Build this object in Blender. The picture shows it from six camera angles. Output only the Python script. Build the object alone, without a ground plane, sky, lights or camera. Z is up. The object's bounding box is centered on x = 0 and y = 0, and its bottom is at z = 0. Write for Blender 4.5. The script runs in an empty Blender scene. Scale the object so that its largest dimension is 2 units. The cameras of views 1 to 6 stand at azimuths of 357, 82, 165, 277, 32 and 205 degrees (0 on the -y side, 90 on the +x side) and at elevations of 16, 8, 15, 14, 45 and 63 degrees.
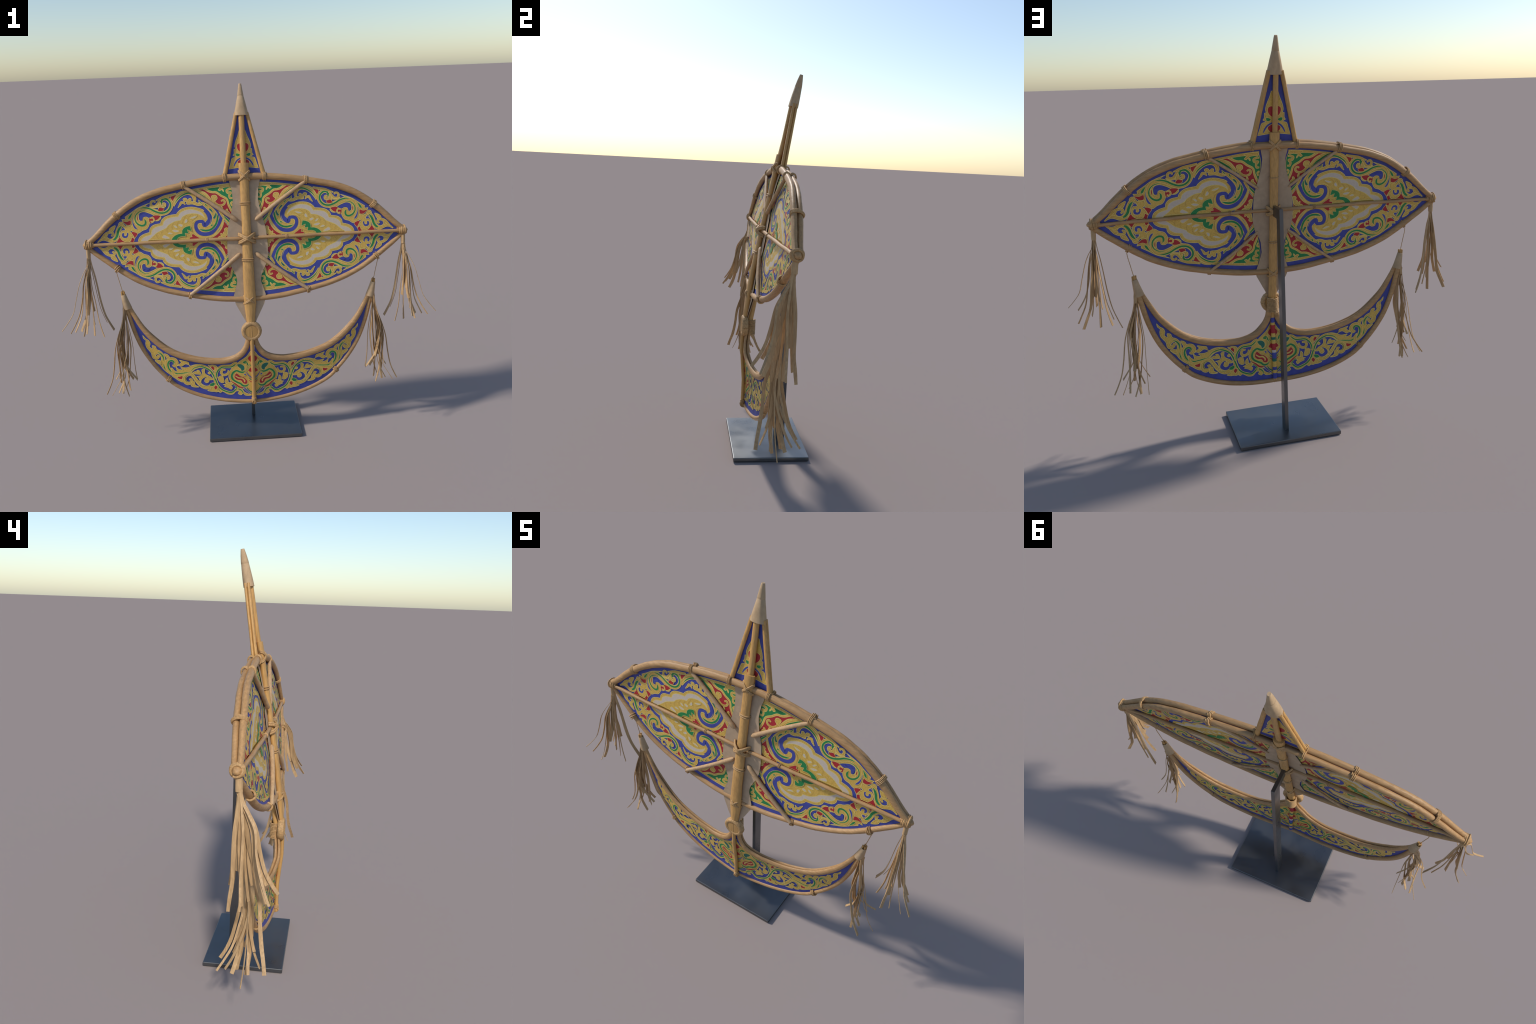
"""Decorated moon kite (bamboo frame, painted paper sails, raffia tassels) on a
steel display stand.  Everything is built part by part in metres, z up."""
import bpy, bmesh, math, random
from mathutils import Vector, Matrix, noise

random.seed(11)
RNG = random.Random(4)
TILT = math.atan(0.162)                       # the kite leans back by about 9 degrees
CT, ST = math.cos(TILT), math.sin(TILT)
ORIGIN = Vector((0.0, -0.044, 1.134))         # where spine and middle rib cross
# kite frame: x across, v up along the sail, w out of the front of the sail
KITE = Matrix(((1, 0, 0, ORIGIN.x), (0, ST, -CT, ORIGIN.y), (0, CT, ST, ORIGIN.z), (0, 0, 0, 1)))


def K(x, v, w=0.0):
    return KITE @ Vector((x, v, w))


def straight_steps(f, x, step):
    """f made piecewise straight between multiples of step (folds that layered papers share)"""
    a = math.floor(x / step) * step
    return f(a) + (f(a + step) - f(a)) * (x - a) / step


CRESCENT_STEP = 0.02


def crescent_y(x, z=0.0):
    """the crescent stands upright, sweeps back towards its horns and comes forward below the boss"""
    y = straight_steps(lambda s: -0.1115 + 0.070 * s + 0.088 * s ** 4, abs(x), 0.05)
    near = straight_steps(lambda s: max(0.0, 1 - s / 0.20), abs(x), CRESCENT_STEP)
    high = straight_steps(lambda s: min(max((s - 0.34) / 0.16, 0.0), 1.0), z, CRESCENT_STEP)
    return y - 0.018 * near * high


def sail_w(x, v):
    """the wings bow back towards their tips and towards the upper rail"""
    bow = straight_steps(lambda s: 0.026 * s * s - 0.003, abs(x), 0.06)
    top = straight_steps(lambda s: 0.0 if s < 0.21 else (0.004 if s < 0.27 else 0.010), max(v, 0.0), 0.06)
    return -bow - top


# ------------------------------------------------------------------ materials
def srgb(r, g, b):
    def f(c):
        c /= 255.0
        return c / 12.92 if c <= 0.04045 else ((c + 0.055) / 1.055) ** 2.4
    return (f(r), f(g), f(b), 1.0)


def shade(col, k):
    return (min(col[0] * k, 1), min(col[1] * k, 1), min(col[2] * k, 1), 1.0)


MATS = {}


def material(name, col, dark=0.8, light=1.12, scale=(60, 60, 60), rough=0.6, bump=0.15,
             bump_scale=None, metallic=0.0, spec=0.35, detail=5.0, tint=None, tint_scale=8.0, tint_amount=0.5,
             speck=None, speck_scale=300.0, speck_level=0.62, coat=0.0, rough_var=0.0):
    m = bpy.data.materials.new(name)
    m.use_nodes = True
    nt = m.node_tree
    N, L = nt.nodes, nt.links
    bs = N["Principled BSDF"]
    bs.inputs["Roughness"].default_value = rough
    bs.inputs["Metallic"].default_value = metallic
    bs.inputs["Specular IOR Level"].default_value = spec
    bs.inputs["Coat Weight"].default_value = coat
    tc = N.new("ShaderNodeTexCoord")
    mp = N.new("ShaderNodeMapping")
    mp.inputs["Scale"].default_value = scale
    L.new(tc.outputs["Object"], mp.inputs["Vector"])
    nz = N.new("ShaderNodeTexNoise")
    nz.inputs["Scale"].default_value = 1.0
    nz.inputs["Detail"].default_value = detail
    nz.inputs["Roughness"].default_value = 0.65
    L.new(mp.outputs["Vector"], nz.inputs["Vector"])
    cr = N.new("ShaderNodeValToRGB")
    cr.color_ramp.elements[0].position = 0.3
    cr.color_ramp.elements[0].color = shade(col, dark)
    cr.color_ramp.elements[1].position = 0.7
    cr.color_ramp.elements[1].color = shade(col, light)
    L.new(nz.outputs["Fac"], cr.inputs["Fac"])
    out = cr.outputs["Color"]
    if tint is not None:
        n2 = N.new("ShaderNodeTexNoise")
        n2.inputs["Scale"].default_value = tint_scale
        n2.inputs["Detail"].default_value = 3.0
        L.new(tc.outputs["Object"], n2.inputs["Vector"])
        r2 = N.new("ShaderNodeMapRange")
        r2.inputs["From Min"].default_value = 0.45
        r2.inputs["From Max"].default_value = 0.72
        r2.inputs["To Max"].default_value = tint_amount
        L.new(n2.outputs["Fac"], r2.inputs["Value"])
        mx = N.new("ShaderNodeMix")
        mx.data_type = 'RGBA'
        L.new(r2.outputs["Result"], mx.inputs["Factor"])
        L.new(out, mx.inputs["A"])
        mx.inputs["B"].default_value = tint
        out = mx.outputs["Result"]
    if speck is not None:
        n3 = N.new("ShaderNodeTexNoise")
        n3.inputs["Scale"].default_value = speck_scale
        n3.inputs["Detail"].default_value = 2.0
        L.new(tc.outputs["Object"], n3.inputs["Vector"])
        r3 = N.new("ShaderNodeMapRange")
        r3.inputs["From Min"].default_value = speck_level
        r3.inputs["From Max"].default_value = speck_level + 0.06
        r3.inputs["To Max"].default_value = 0.75
        L.new(n3.outputs["Fac"], r3.inputs["Value"])
        m3 = N.new("ShaderNodeMix")
        m3.data_type = 'RGBA'
        L.new(r3.outputs["Result"], m3.inputs["Factor"])
        L.new(out, m3.inputs["A"])
        m3.inputs["B"].default_value = speck
        out = m3.outputs["Result"]
    L.new(out, bs.inputs["Base Color"])
    if rough_var:
        n4 = N.new("ShaderNodeTexNoise")
        n4.inputs["Scale"].default_value = 7.0
        n4.inputs["Detail"].default_value = 2.0
        L.new(tc.outputs["Object"], n4.inputs["Vector"])
        r4 = N.new("ShaderNodeMapRange")
        r4.inputs["From Min"].default_value = 0.35
        r4.inputs["From Max"].default_value = 0.65
        r4.inputs["To Min"].default_value = rough - rough_var
        r4.inputs["To Max"].default_value = rough + rough_var
        L.new(n4.outputs["Fac"], r4.inputs["Value"])
        L.new(r4.outputs["Result"], bs.inputs["Roughness"])
    if bump:
        bp = N.new("ShaderNodeBump")
        bp.inputs["Strength"].default_value = bump
        bp.inputs["Distance"].default_value = 0.002
        if bump_scale:
            nb = N.new("ShaderNodeTexNoise")
            nb.inputs["Scale"].default_value = bump_scale
            nb.inputs["Detail"].default_value = 3.0
            L.new(tc.outputs["Object"], nb.inputs["Vector"])
            L.new(nb.outputs["Fac"], bp.inputs["Height"])
        else:
            L.new(nz.outputs["Fac"], bp.inputs["Height"])
        L.new(bp.outputs["Normal"], bs.inputs["Normal"])
    MATS[name] = m
    return m


BAMBOO = (0.445, 0.258, 0.112)
BAMBOO_DARK = (0.27, 0.135, 0.05, 1)
material("bamboo_across", BAMBOO, 0.74, 1.16, (14, 120, 120), rough=0.5, bump=0.3, tint=BAMBOO_DARK, tint_scale=14, tint_amount=0.32, detail=6)
material("bamboo_upright", (0.535, 0.300, 0.100), 0.74, 1.16, (190, 190, 6), rough=0.45, bump=0.3, tint=BAMBOO_DARK, tint_scale=11, tint_amount=0.25, detail=6)
material("bamboo_brace", (0.48, 0.30, 0.155), 0.75, 1.15, (60, 60, 60), rough=0.55, bump=0.2, tint=(0.50, 0.36, 0.22, 1), tint_scale=9, tint_amount=0.6)
material("rattan_cord", (0.46, 0.275, 0.118), 0.62, 1.25, (140, 140, 140), rough=0.6, bump=0.4)
material("raffia", (0.480, 0.310, 0.155), 0.72, 1.2, (170, 170, 14), rough=0.6, bump=0.3, tint=(0.36, 0.215, 0.10, 1), tint_scale=16, tint_amount=0.5)
material("collar_paper", (0.44, 0.315, 0.205), 0.88, 1.1, (36, 36, 36), rough=0.8, bump=0.15, bump_scale=240, tint=(0.36, 0.26, 0.17, 1), tint_scale=13, tint_amount=0.4)
material("sleeve_paper", (0.48, 0.330, 0.190), 0.86, 1.1, (70, 70, 30), rough=0.75, bump=0.2, tint=(0.33, 0.22, 0.12, 1), tint_scale=18, tint_amount=0.4)
material("tip_plug_shade", (0.02, 0.013, 0.008), rough=0.9, bump=0)  # near-black colour standing in for the shade inside the cone tip
# painted and gilt papers
material("blue", (0.053, 0.064, 0.285), 0.86, 1.14, (40, 40, 40), rough=0.55, bump=0.12, bump_scale=260)
material("gold", (0.650, 0.410, 0.082), 0.80, 1.16, (330, 330, 330), rough=0.42, bump=0.35, spec=0.5, speck=(0.30, 0.16, 0.03, 1), speck_scale=380, speck_level=0.60)
material("gold_edge", (0.720, 0.555, 0.170), 0.85, 1.12, (200, 200, 200), rough=0.45, bump=0.2)
material("gold_line", (0.330, 0.200, 0.045), 0.8, 1.2, (200, 200, 200), rough=0.5, bump=0.1)
material("red", (0.380, 0.022, 0.028), 0.85, 1.12, (60, 60, 60), rough=0.5, bump=0.15, bump_scale=240)
material("green", (0.020, 0.205, 0.060), 0.85, 1.15, (60, 60, 60), rough=0.5, bump=0.15, bump_scale=240)
material("teal", (0.018, 0.135, 0.095), 0.85, 1.15, (60, 60, 60), rough=0.5, bump=0.15, bump_scale=240)
material("olive", (0.230, 0.215, 0.050), 0.85, 1.15, (90, 90, 90), rough=0.5, bump=0.15, bump_scale=240)
material("white", (0.560, 0.465, 0.375), 0.92, 1.06, (120, 120, 120), rough=0.75, bump=0.2, bump_scale=300)
material("dark_steel", (0.150, 0.155, 0.160), 0.92, 1.08, (3, 5, 2), rough=0.34, bump=0.0, metallic=0.9, spec=0.5, detail=1, rough_var=0.07)


# ------------------------------------------------------------------ object helpers
ROOT = bpy.data.objects.new("decorated_kite_on_stand", None)
bpy.context.scene.collection.objects.link(ROOT)
ROOT["label"] = "moon kite with painted paper wings, bamboo frame, raffia tassels, on steel stand"
ROOT["category"] = "kite"


def make_object(name, verts, faces, mats, parent=None, mat_index=None, smooth=True, matrix=None, stuff=False):
    me = bpy.data.meshes.new(name)
    me.from_pydata([tuple(v) for v in verts], [], faces)
    for m in (mats if isinstance(mats, (list, tuple)) else [mats]):
        me.materials.append(MATS[m])
    if mat_index:
        me.polygons.foreach_set("material_index", mat_index)
    if smooth:
        me.polygons.foreach_set("use_smooth", [True] * len(me.polygons))
    me.validate()
    me.update()
    if smooth:
        me.set_sharp_from_angle(angle=math.radians(50))
    ob = bpy.data.objects.new(name, me)
    bpy.context.scene.collection.objects.link(ob)
    ob.parent = parent or ROOT
    if matrix is not None:
        ob.matrix_basis = matrix
    if stuff:
        ob["kind"] = "stuff"
    return ob


def mirror_copy(ob, parent=None):
    """the kite is symmetric about x = 0: reuse the mesh, flipped"""
    c = ob.copy()
    bpy.context.scene.collection.objects.link(c)
    c.parent = parent or ob.parent
    c.matrix_basis = Matrix.Diagonal((-1, 1, 1, 1)) @ ob.matrix_basis
    return c


def spline(pts, per=8, closed=False):
    """centripetal Catmull-Rom through points (tuples of floats); returns a list of Vectors"""
    P = [Vector(p) for p in pts]
    n = len(P)
    if n < 3 and not closed:
        return [P[0].lerp(P[-1], i / per) for i in range(per + 1)]
    out = []
    segs = n if closed else n - 1
    for i in range(segs):
        p1, p2 = P[i % n], P[(i + 1) % n]
        p0 = P[(i - 1) % n] if closed or i > 0 else p1 * 2 - p2
        p3 = P[(i + 2) % n] if closed or i + 2 < n else p2 * 2 - p1
        t0 = 0.0
        t1 = t0 + max((p1 - p0).length, 1e-7) ** 0.5
        t2 = t1 + max((p2 - p1).length, 1e-7) ** 0.5
        t3 = t2 + max((p3 - p2).length, 1e-7) ** 0.5
        for j in range(per):
            t = t1 + (t2 - t1) * j / per
            a1 = p0 * ((t1 - t) / (t1 - t0)) + p1 * ((t - t0) / (t1 - t0))
            a2 = p1 * ((t2 - t) / (t2 - t1)) + p2 * ((t - t1) / (t2 - t1))
            a3 = p2 * ((t3 - t) / (t3 - t2)) + p3 * ((t - t2) / (t3 - t2))
            b1 = a1 * ((t2 - t) / (t2 - t0)) + a2 * ((t - t0) / (t2 - t0))
            b2 = a2 * ((t3 - t) / (t3 - t1)) + a3 * ((t - t1) / (t3 - t1))
            out.append(b1 * ((t2 - t) / (t2 - t1)) + b2 * ((t - t1) / (t2 - t1)))
    if not closed:
        out.append(P[-1].copy())
    return out


def interp(table, s):
    """piecewise linear lookup in [(s, value), ...]"""
    if s <= table[0][0]:
        return table[0][1]
    for (a, va), (b, vb) in zip(table, table[1:]):
        if s <= b:
            return va + (vb - va) * (s - a) / (b - a)
    return table[-1][1]


class Builder:
    """collects vertices and faces of one mesh"""
    def __init__(self):
        self.v, self.f, self.m = [], [], []

    def tube(self, path, ra, rb=None, ref=(0, -1, 0), seg=14, mat=0, cap=True, grain=0.0, seed=0.0, power=1.0, groove=None):
        """tube along path; ra = half width across, rb = half depth along ref; each a number or
        a list sampled along the path; grain = relief of bamboo fibres running along it;
        groove = list of (angle, depth, half width) splits that run along it"""
        n = len(path)
        ref = Vector(ref)
        base = len(self.v)
        get = lambda r, i: r[min(i, len(r) - 1)] if isinstance(r, (list, tuple)) else r
        rb = ra if rb is None else rb
        for i, p in enumerate(path):
            t = (path[min(i + 1, n - 1)] - path[max(i - 1, 0)])
            t.normalize()
            b = ref - t * ref.dot(t)
            if b.length < 1e-5:
                b = Vector((1, 0, 0)) - t * t.x
            b.normalize()
            a = t.cross(b)
            A, B = get(ra, i), get(rb, i)
            for k in range(seg):
                th = 2 * math.pi * k / seg
                c, s = math.cos(th), math.sin(th)
                if power != 1.0:
                    c = math.copysign(abs(c) ** power, c)
                    s = math.copysign(abs(s) ** power, s)
                q = 1.0
                if grain:
                    q += grain * noise.noise(Vector((2.6 * math.cos(th) + seed, 2.6 * math.sin(th), i * 0.09 + seed * 3)))
                    q += grain * 0.7 * noise.noise(Vector((seed, i * 0.16, 1.7)))
                for g in groove or ():
                    d = abs((th - g[0] + math.pi) % (2 * math.pi) - math.pi)
                    live = 0.5 + 0.5 * noise.noise(Vector((i * 0.12, g[0], seed)))
                    if d < g[2]:
                        q -= g[1] * (1 - d / g[2]) * live
                self.v.append(p + a * (A * c * q) + b * (B * s * q))
        for i in range(n - 1):
            for k in range(seg):
                k2 = (k + 1) % seg
                self.f.append((base + i * seg + k, base + i * seg + k2, base + (i + 1) * seg + k2, base + (i + 1) * seg + k))
                self.m.append(mat)
        if cap:
            self.f.append(tuple(base + k for k in reversed(range(seg))))
            self.f.append(tuple(base + (n - 1) * seg + k for k in range(seg)))
            self.m += [mat, mat]

    def coil(self, centre, axis, up, ra, rb, turns, pitch, cord, mat=0, wobble=0.0, seed=0, seg=8):
        """cord wound round a rod: ra along up, rb across it; axis is the rod's direction"""
        axis = Vector(axis).normalized()
        up = Vector(up)
        up = (up - axis * up.dot(axis)).normalized()
        side = axis.cross(up)
        path = []
        n = max(int(turns * 22), 8)
        for i in range(n + 1):
            th = 2 * math.pi * turns * i / n
            k = 1 + wobble * noise.noise(Vector((th * 0.8, seed, 0.3)))
            off = pitch * (i / n - 0.5) * turns + wobble * 0.02 * noise.noise(Vector((th * 0.7, seed + 5, 2.3)))
            path.append(Vector(centre) + axis * off + up * (ra * k * math.cos(th)) + side * (rb * k * math.sin(th)))
        self.tube(path, cord, cord * 0.8, ref=axis, seg=seg, mat=mat)

    def box_sheet(self, grid, thick_vec, mat=0):
        """closed thin sheet from a grid of points (rows of equal length)"""
        R, Cn = len(grid), len(grid[0])
        base = len(self.v)
        for s in (1, -1):
            for r, row in enumerate(grid):
                for c, p in enumerate(row):
                    tv = thick_vec(r, c) if callable(thick_vec) else thick_vec
                    self.v.append(p + Vector(tv) * s)
        o = R * Cn
        for r in range(R - 1):
            for c in range(Cn - 1):
                a, b, d, e = base + r * Cn + c, base + r * Cn + c + 1, base + (r + 1) * Cn + c + 1, base + (r + 1) * Cn + c
                self.f += [(a, b, d, e), (a + o, e + o, d + o, b + o)]
                self.m += [mat, mat]
        ring = [(0, c) for c in range(Cn)] + [(r, Cn - 1) for r in range(1, R)] + [(R - 1, c) for c in range(Cn - 2, -1, -1)] + [(r, 0) for r in range(R - 2, 0, -1)]
        for i, (r, c) in enumerate(ring):
            r2, c2 = ring[(i + 1) % len(ring)]
            a, b = base + r * Cn + c, base + r2 * Cn + c2
            self.f.append((b, a, a + o, b + o))
            self.m.append(mat)

    def build(self, name, mats, parent=None, smooth=True, stuff=False):
        return make_object(name, self.v, self.f, mats, parent, self.m, smooth, stuff=stuff)


def rod(name, path, ra, rb, ref, mat, parent=None, **kw):
    b = Builder()
    b.tube(path, ra, rb, ref, **kw)
    return b.build(name, mat, parent)


FRONT = KITE.to_3x3() @ Vector((0, 0, 1))
UP = KITE.to_3x3() @ Vector((0, 1, 0))
RIGHT = Vector((1, 0, 0))


# ------------------------------------------------------------------ frame curves (x, v), right half
UPPER_ARCH = [(0.0, 0.3235), (0.115, 0.3200), (0.215, 0.3095), (0.315, 0.2935), (0.392, 0.2785), (0.468, 0.2615), (0.52, 0.2435),
              (0.572, 0.2215), (0.622, 0.1925), (0.674, 0.1555), (0.727, 0.1115), (0.770, 0.0702), (0.808, 0.0351), (0.848, 0.0039)]
LOWER_ARCH = [(0.0, -0.333), (0.096, -0.331), (0.173, -0.324), (0.275, -0.306), (0.376, -0.284), (0.452, -0.263), (0.527, -0.235),
              (0.600, -0.200), (0.649, -0.169), (0.697, -0.135), (0.745, -0.099), (0.793, -0.062), (0.846, -0.016)]
CRESCENT_TOP = [(0.664, 0.7945), (0.640, 0.7425), (0.588, 0.6495), (0.530, 0.5815), (0.472, 0.5315), (0.406, 0.4945), (0.315, 0.4655),
                (0.222, 0.4515), (0.155, 0.4535), (0.092, 0.4725), (0.050, 0.5075), (0.026, 0.5505), (0.0175, 0.5975), (0.016, 0.6275)]
CRESCENT_BOTTOM = [(0.678, 0.7980), (0.664, 0.7430), (0.634, 0.6210), (0.592, 0.5140), (0.541, 0.4320), (0.489, 0.3680), (0.435, 0.3130),
                   (0.348, 0.2650), (0.250, 0.2310), (0.130, 0.2080), (0.0, 0.2015)]


def both_sides(half):
    return [(-x, v) for x, v in reversed(half) if x > 0.001] + list(half)


def arch_path(half, w, shrink=0.0, per=8, end_w=None):
    """full-width rail in kite coordinates; shrink moves it towards the middle rib"""
    pts = spline([(x, v - math.copysign(shrink, v) * min(1, abs(v) / 0.1), 0) for x, v in both_sides(half)], per)
    res = []
    for p in pts:
        k = max(0.0, (abs(p.x) - 0.70) / 0.15)
        ww = w if end_w is None else w + (end_w - w) * min(k, 1.0) ** 1.3
        res.append(K(p.x, p.y, ww - 0.026 * p.x * p.x + 0.003 - (0.010 * min(max((p.y - 0.20) / 0.12, 0), 1))))
    return res


def taper(path, mid, end, start=0.7, span=0.16):
    return [mid + (end - mid) * min(max((abs(p.x) - start) / span, 0), 1) for p in path]


# front and back rails of the upper arch, single rail of the lower arch
p = arch_path(UPPER_ARCH, 0.0125, 0.0, per=9, end_w=0.0105)
FRONT_RAIL = rod("arch_rail", p, taper(p, 0.0175, 0.0135), taper(p, 0.0138, 0.0110), FRONT, "bamboo_across", seg=20, grain=0.07, seed=1.3,
    groove=[(2.2, 0.10, 0.3), (0.5, 0.09, 0.25)])
p = arch_path(UPPER_ARCH, -0.0150, 0.004, per=9, end_w=-0.0115)
BACK_RAIL = rod("arch_rail", p, taper(p, 0.0150, 0.0120), taper(p, 0.0128, 0.0105), FRONT, "bamboo_across", seg=20, grain=0.07, seed=7.7,
    groove=[(4.0, 0.10, 0.3), (0.9, 0.08, 0.25)])
p = arch_path(LOWER_ARCH, -0.0030, -0.0025, per=9)
rod("arch_rail", p, taper(p, 0.0152, 0.0120), taper(p, 0.0168, 0.0125), FRONT, "bamboo_across", seg=18, grain=0.06, seed=4.1,
    groove=[(4.9, 0.08, 0.3), (1.2, 0.06, 0.25)])

# middle rib, a rod on either face of the sail
for w, r, sd in ((0.0115, 0.0092, 2.0), (-0.0085, 0.0086, 5.0)):
    path = [K(-0.83 + 1.66 * i / 90, -0.003 + 0.0008 * math.sin(i * 0.4), w + sail_w(-0.83 + 1.66 * i / 90, 0)) for i in range(91)]
    rod("rib", path, r, r, FRONT, "bamboo_across", seg=12, grain=0.08, seed=sd)

# spine: a split bamboo pole in front of the sail and one behind it
FRONT_SPINE_W = [(-0.49, 0.010), (-0.455, 0.0215), (-0.41, 0.0265), (-0.37, 0.031), (-0.335, 0.0325), (-0.30, 0.0315), (-0.22, 0.0300), (-0.13, 0.0285),
                 (-0.115, 0.0285), (-0.06, 0.0265), (0.05, 0.0235), (0.11, 0.0232), (0.183, 0.0240), (0.25, 0.0238), (0.33, 0.0242), (0.345, 0.0255), (0.353, 0.0268), (0.394, 0.0268)]
FRONT_SPINE_Z = [(-0.47, 0.0085), (-0.43, 0.0105), (-0.37, 0.014), (-0.33, 0.0185), (-0.2, 0.0215), (0.0, 0.0190), (0.2, 0.0145), (0.33, 0.0135), (0.394, 0.0115)]
n = 96
path, ra, rb = [], [], []
for i in range(n + 1):
    v = -0.468 + (0.394 + 0.468) * i / n
    ww = interp(FRONT_SPINE_W, v)
    path.append(K(-0.002 * (1 - abs(v)), v, interp(FRONT_SPINE_Z, v)))
    ra.append(ww)
    rb.append(min(0.0115 + 0.12 * ww, 0.0155))
rod("spine", path, ra, rb, FRONT, "bamboo_upright", seg=26, grain=0.05, seed=3.3, groove=[(0.9, 0.07, 0.25), (1.5, 0.05, 0.25), (2.0, 0.07, 0.25), (2.6, 0.08, 0.25)])
path, ra, rb = [], [], []
for i in range(n + 1):
    v = -0.545 + (0.381 + 0.545) * i / n
    path.append(K(0, v, -0.0165))
    ra.append(0.0205 if v < 0.33 else 0.0245)
    rb.append(0.0150 if v < 0.33 else 0.0175)
rod("spine", path, ra, rb, FRONT, "bamboo_upright", seg=24, grain=0.05, seed=9.1, groove=[(4.3, 0.16, 0.35), (5.2, 0.07, 0.2)])

# node rings on the spine, rings on the rib
b = Builder()
for v in (0.187, 0.177, -0.113, -0.123):
    b.coil(K(-0.002, v, interp(FRONT_SPINE_Z, v)), UP, FRONT, 0.0155, interp(FRONT_SPINE_W, v) + 0.0015, 1.02, 0, 0.0042)
for v in (0.165, -0.16, -0.168):
    b.coil(K(0, v, -0.0165), UP, FRONT, 0.0155, 0.0212, 1.02, 0, 0.0034)
for x in (-0.212, 0.212):
    for w, r in ((0.0115, 0.0098), (-0.0085, 0.0094)):
        b.coil(K(x, -0.003, w + sail_w(x, 0)), RIGHT, UP, r, r, 3, 0.0045, 0.0026, wobble=0.08, seed=x)
b.build("node_ring", "rattan_cord")

# diagonal braces, four on each face
for sy in (1, -1):
    outer_f, inner_f = ((0.322, 0.284, 0.0095), (0.047, 0.091, 0.0185)) if sy > 0 else ((0.316, -0.292, 0.0160), (0.040, -0.083, 0.0130))
    for face in (1, -1):
        if face > 0:
            o, i2, r0, r1 = outer_f, inner_f, 0.0095, 0.0118
        else:
            o, i2, r0, r1 = (outer_f[0], outer_f[1], -0.020 if sy > 0 else -0.013), (0.075, 0.110 * sy, -0.0065), 0.0075, 0.0068
        path, rr = [], []
        for j in range(25):
            t = j / 24
            bow = math.sin(math.pi * t) * 0.004
            path.append(K(o[0] + (i2[0] - o[0]) * t, o[1] + (i2[1] - o[1]) * t + bow * sy, o[2] + (i2[2] - o[2]) * t + (face * bow * (0.2 if sy > 0 else 1.2))))
            end = min(1.0, math.sqrt(max(1 - ((t - 0.955) / 0.05) ** 2, 0.12))) if t > 0.955 else 1.0
            rr.append((r0 + (r1 - r0) * t) * end)
        br = rod("brace", path, rr, rr, FRONT, "bamboo_brace", seg=14, grain=0.08, seed=sy * 2 + face)
        mirror_copy(br)

# middle of the wings: plain paper collar round the spine, ending in a pointed flap
COLLAR = [(-0.470, 0.022), (-0.455, 0.028), (-0.40, 0.056), (-0.355, 0.079), (-0.31, 0.086), (-0.27, 0.074), (-0.245, 0.0655), (-0.22, 0.0650), (-0.20, 0.0695),
          (-0.18, 0.078), (-0.145, 0.0955), (-0.105, 0.1065), (-0.055, 0.1085), (0.0, 0.1055), (0.05, 0.100), (0.10, 0.088), (0.15, 0.0745), (0.20, 0.0665),
          (0.255, 0.0700), (0.30, 0.081), (0.322, 0.084)]
COLLAR_BACK = [(-0.470, 0.022), (-0.455, 0.028), (-0.40, 0.056), (-0.355, 0.079), (-0.32, 0.084), (-0.279, 0.069), (-0.223, 0.055), (-0.171, 0.060), (-0.14, 0.070),
               (-0.108, 0.089), (-0.052, 0.101), (0.007, 0.099), (0.07, 0.096), (0.116, 0.085), (0.163, 0.071), (0.209, 0.060), (0.254, 0.056), (0.298, 0.065), (0.322, 0.068)]
b = Builder()
for table, face in ((COLLAR, 1), (COLLAR_BACK, -1)):
    grid = []
    for r in range(80):
        v = -0.470 + 0.790 * r / 79
        hw = interp(table, v) + 0.0012 * noise.noise(Vector((v * 40, 2, face)))
        row = []
        for c in range(25):
            u = -1 + 2 * c / 24
            ripple = 0.0012 * max(0, noise.noise(Vector((u * 2 + 5, v * 11, face)))) * abs(u)
            lift = (0.0046 if v > -0.335 else 0.0022) + 0.0022 * abs(u) ** 3 + ripple
            row.append(K(u * hw, v, sail_w(u * hw, v) + face * lift))
        grid.append(row)
    b.box_sheet(grid, FRONT * 0.0008)
b.build("collar", "collar_paper")

# wing sail: blue paper between the rails
top = spline([(x, v, 0) for x, v in both_sides(UPPER_ARCH)], 6)
bot = spline([(x, v, 0) for x, v in both_sides(LOWER_ARCH)], 6)


def height_at(poly, x):
    return interp([(q.x, q.y) for q in poly], x)


grid = []
for c in range(85):
    x = -0.84 + 1.68 * c / 84
    t, l = height_at(top, x), height_at(bot, x)
    grid.append([K(x, l + (t - l) * r / 48, sail_w(x, l + (t - l) * r / 48)) for r in range(49)])
b = Builder()
b.box_sheet(grid, FRONT * 0.0006)
SAIL = b.build("wing_sail", "blue", smooth=False)

# ------------------------------------------------------------------ spire (fin) above the wings
FIN_W = -0.006


def spire_axis(v):
    return interp([(0.33, -0.009), (0.64, -0.0056), (0.742, -0.0105), (0.806, -0.0135)], v)


grid = []
for r in range(15):
    v = 0.335 + 0.315 * r / 14
    hw = 0.104 - (0.104 - 0.030) * r / 14
    grid.append([K(-hw + 2 * hw * c / 12, v, FIN_W) for c in range(13)])
b = Builder()
b.box_sheet(grid, FRONT * 0.0006)
FIN = b.build("spire_sail", "blue", smooth=False)

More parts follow.
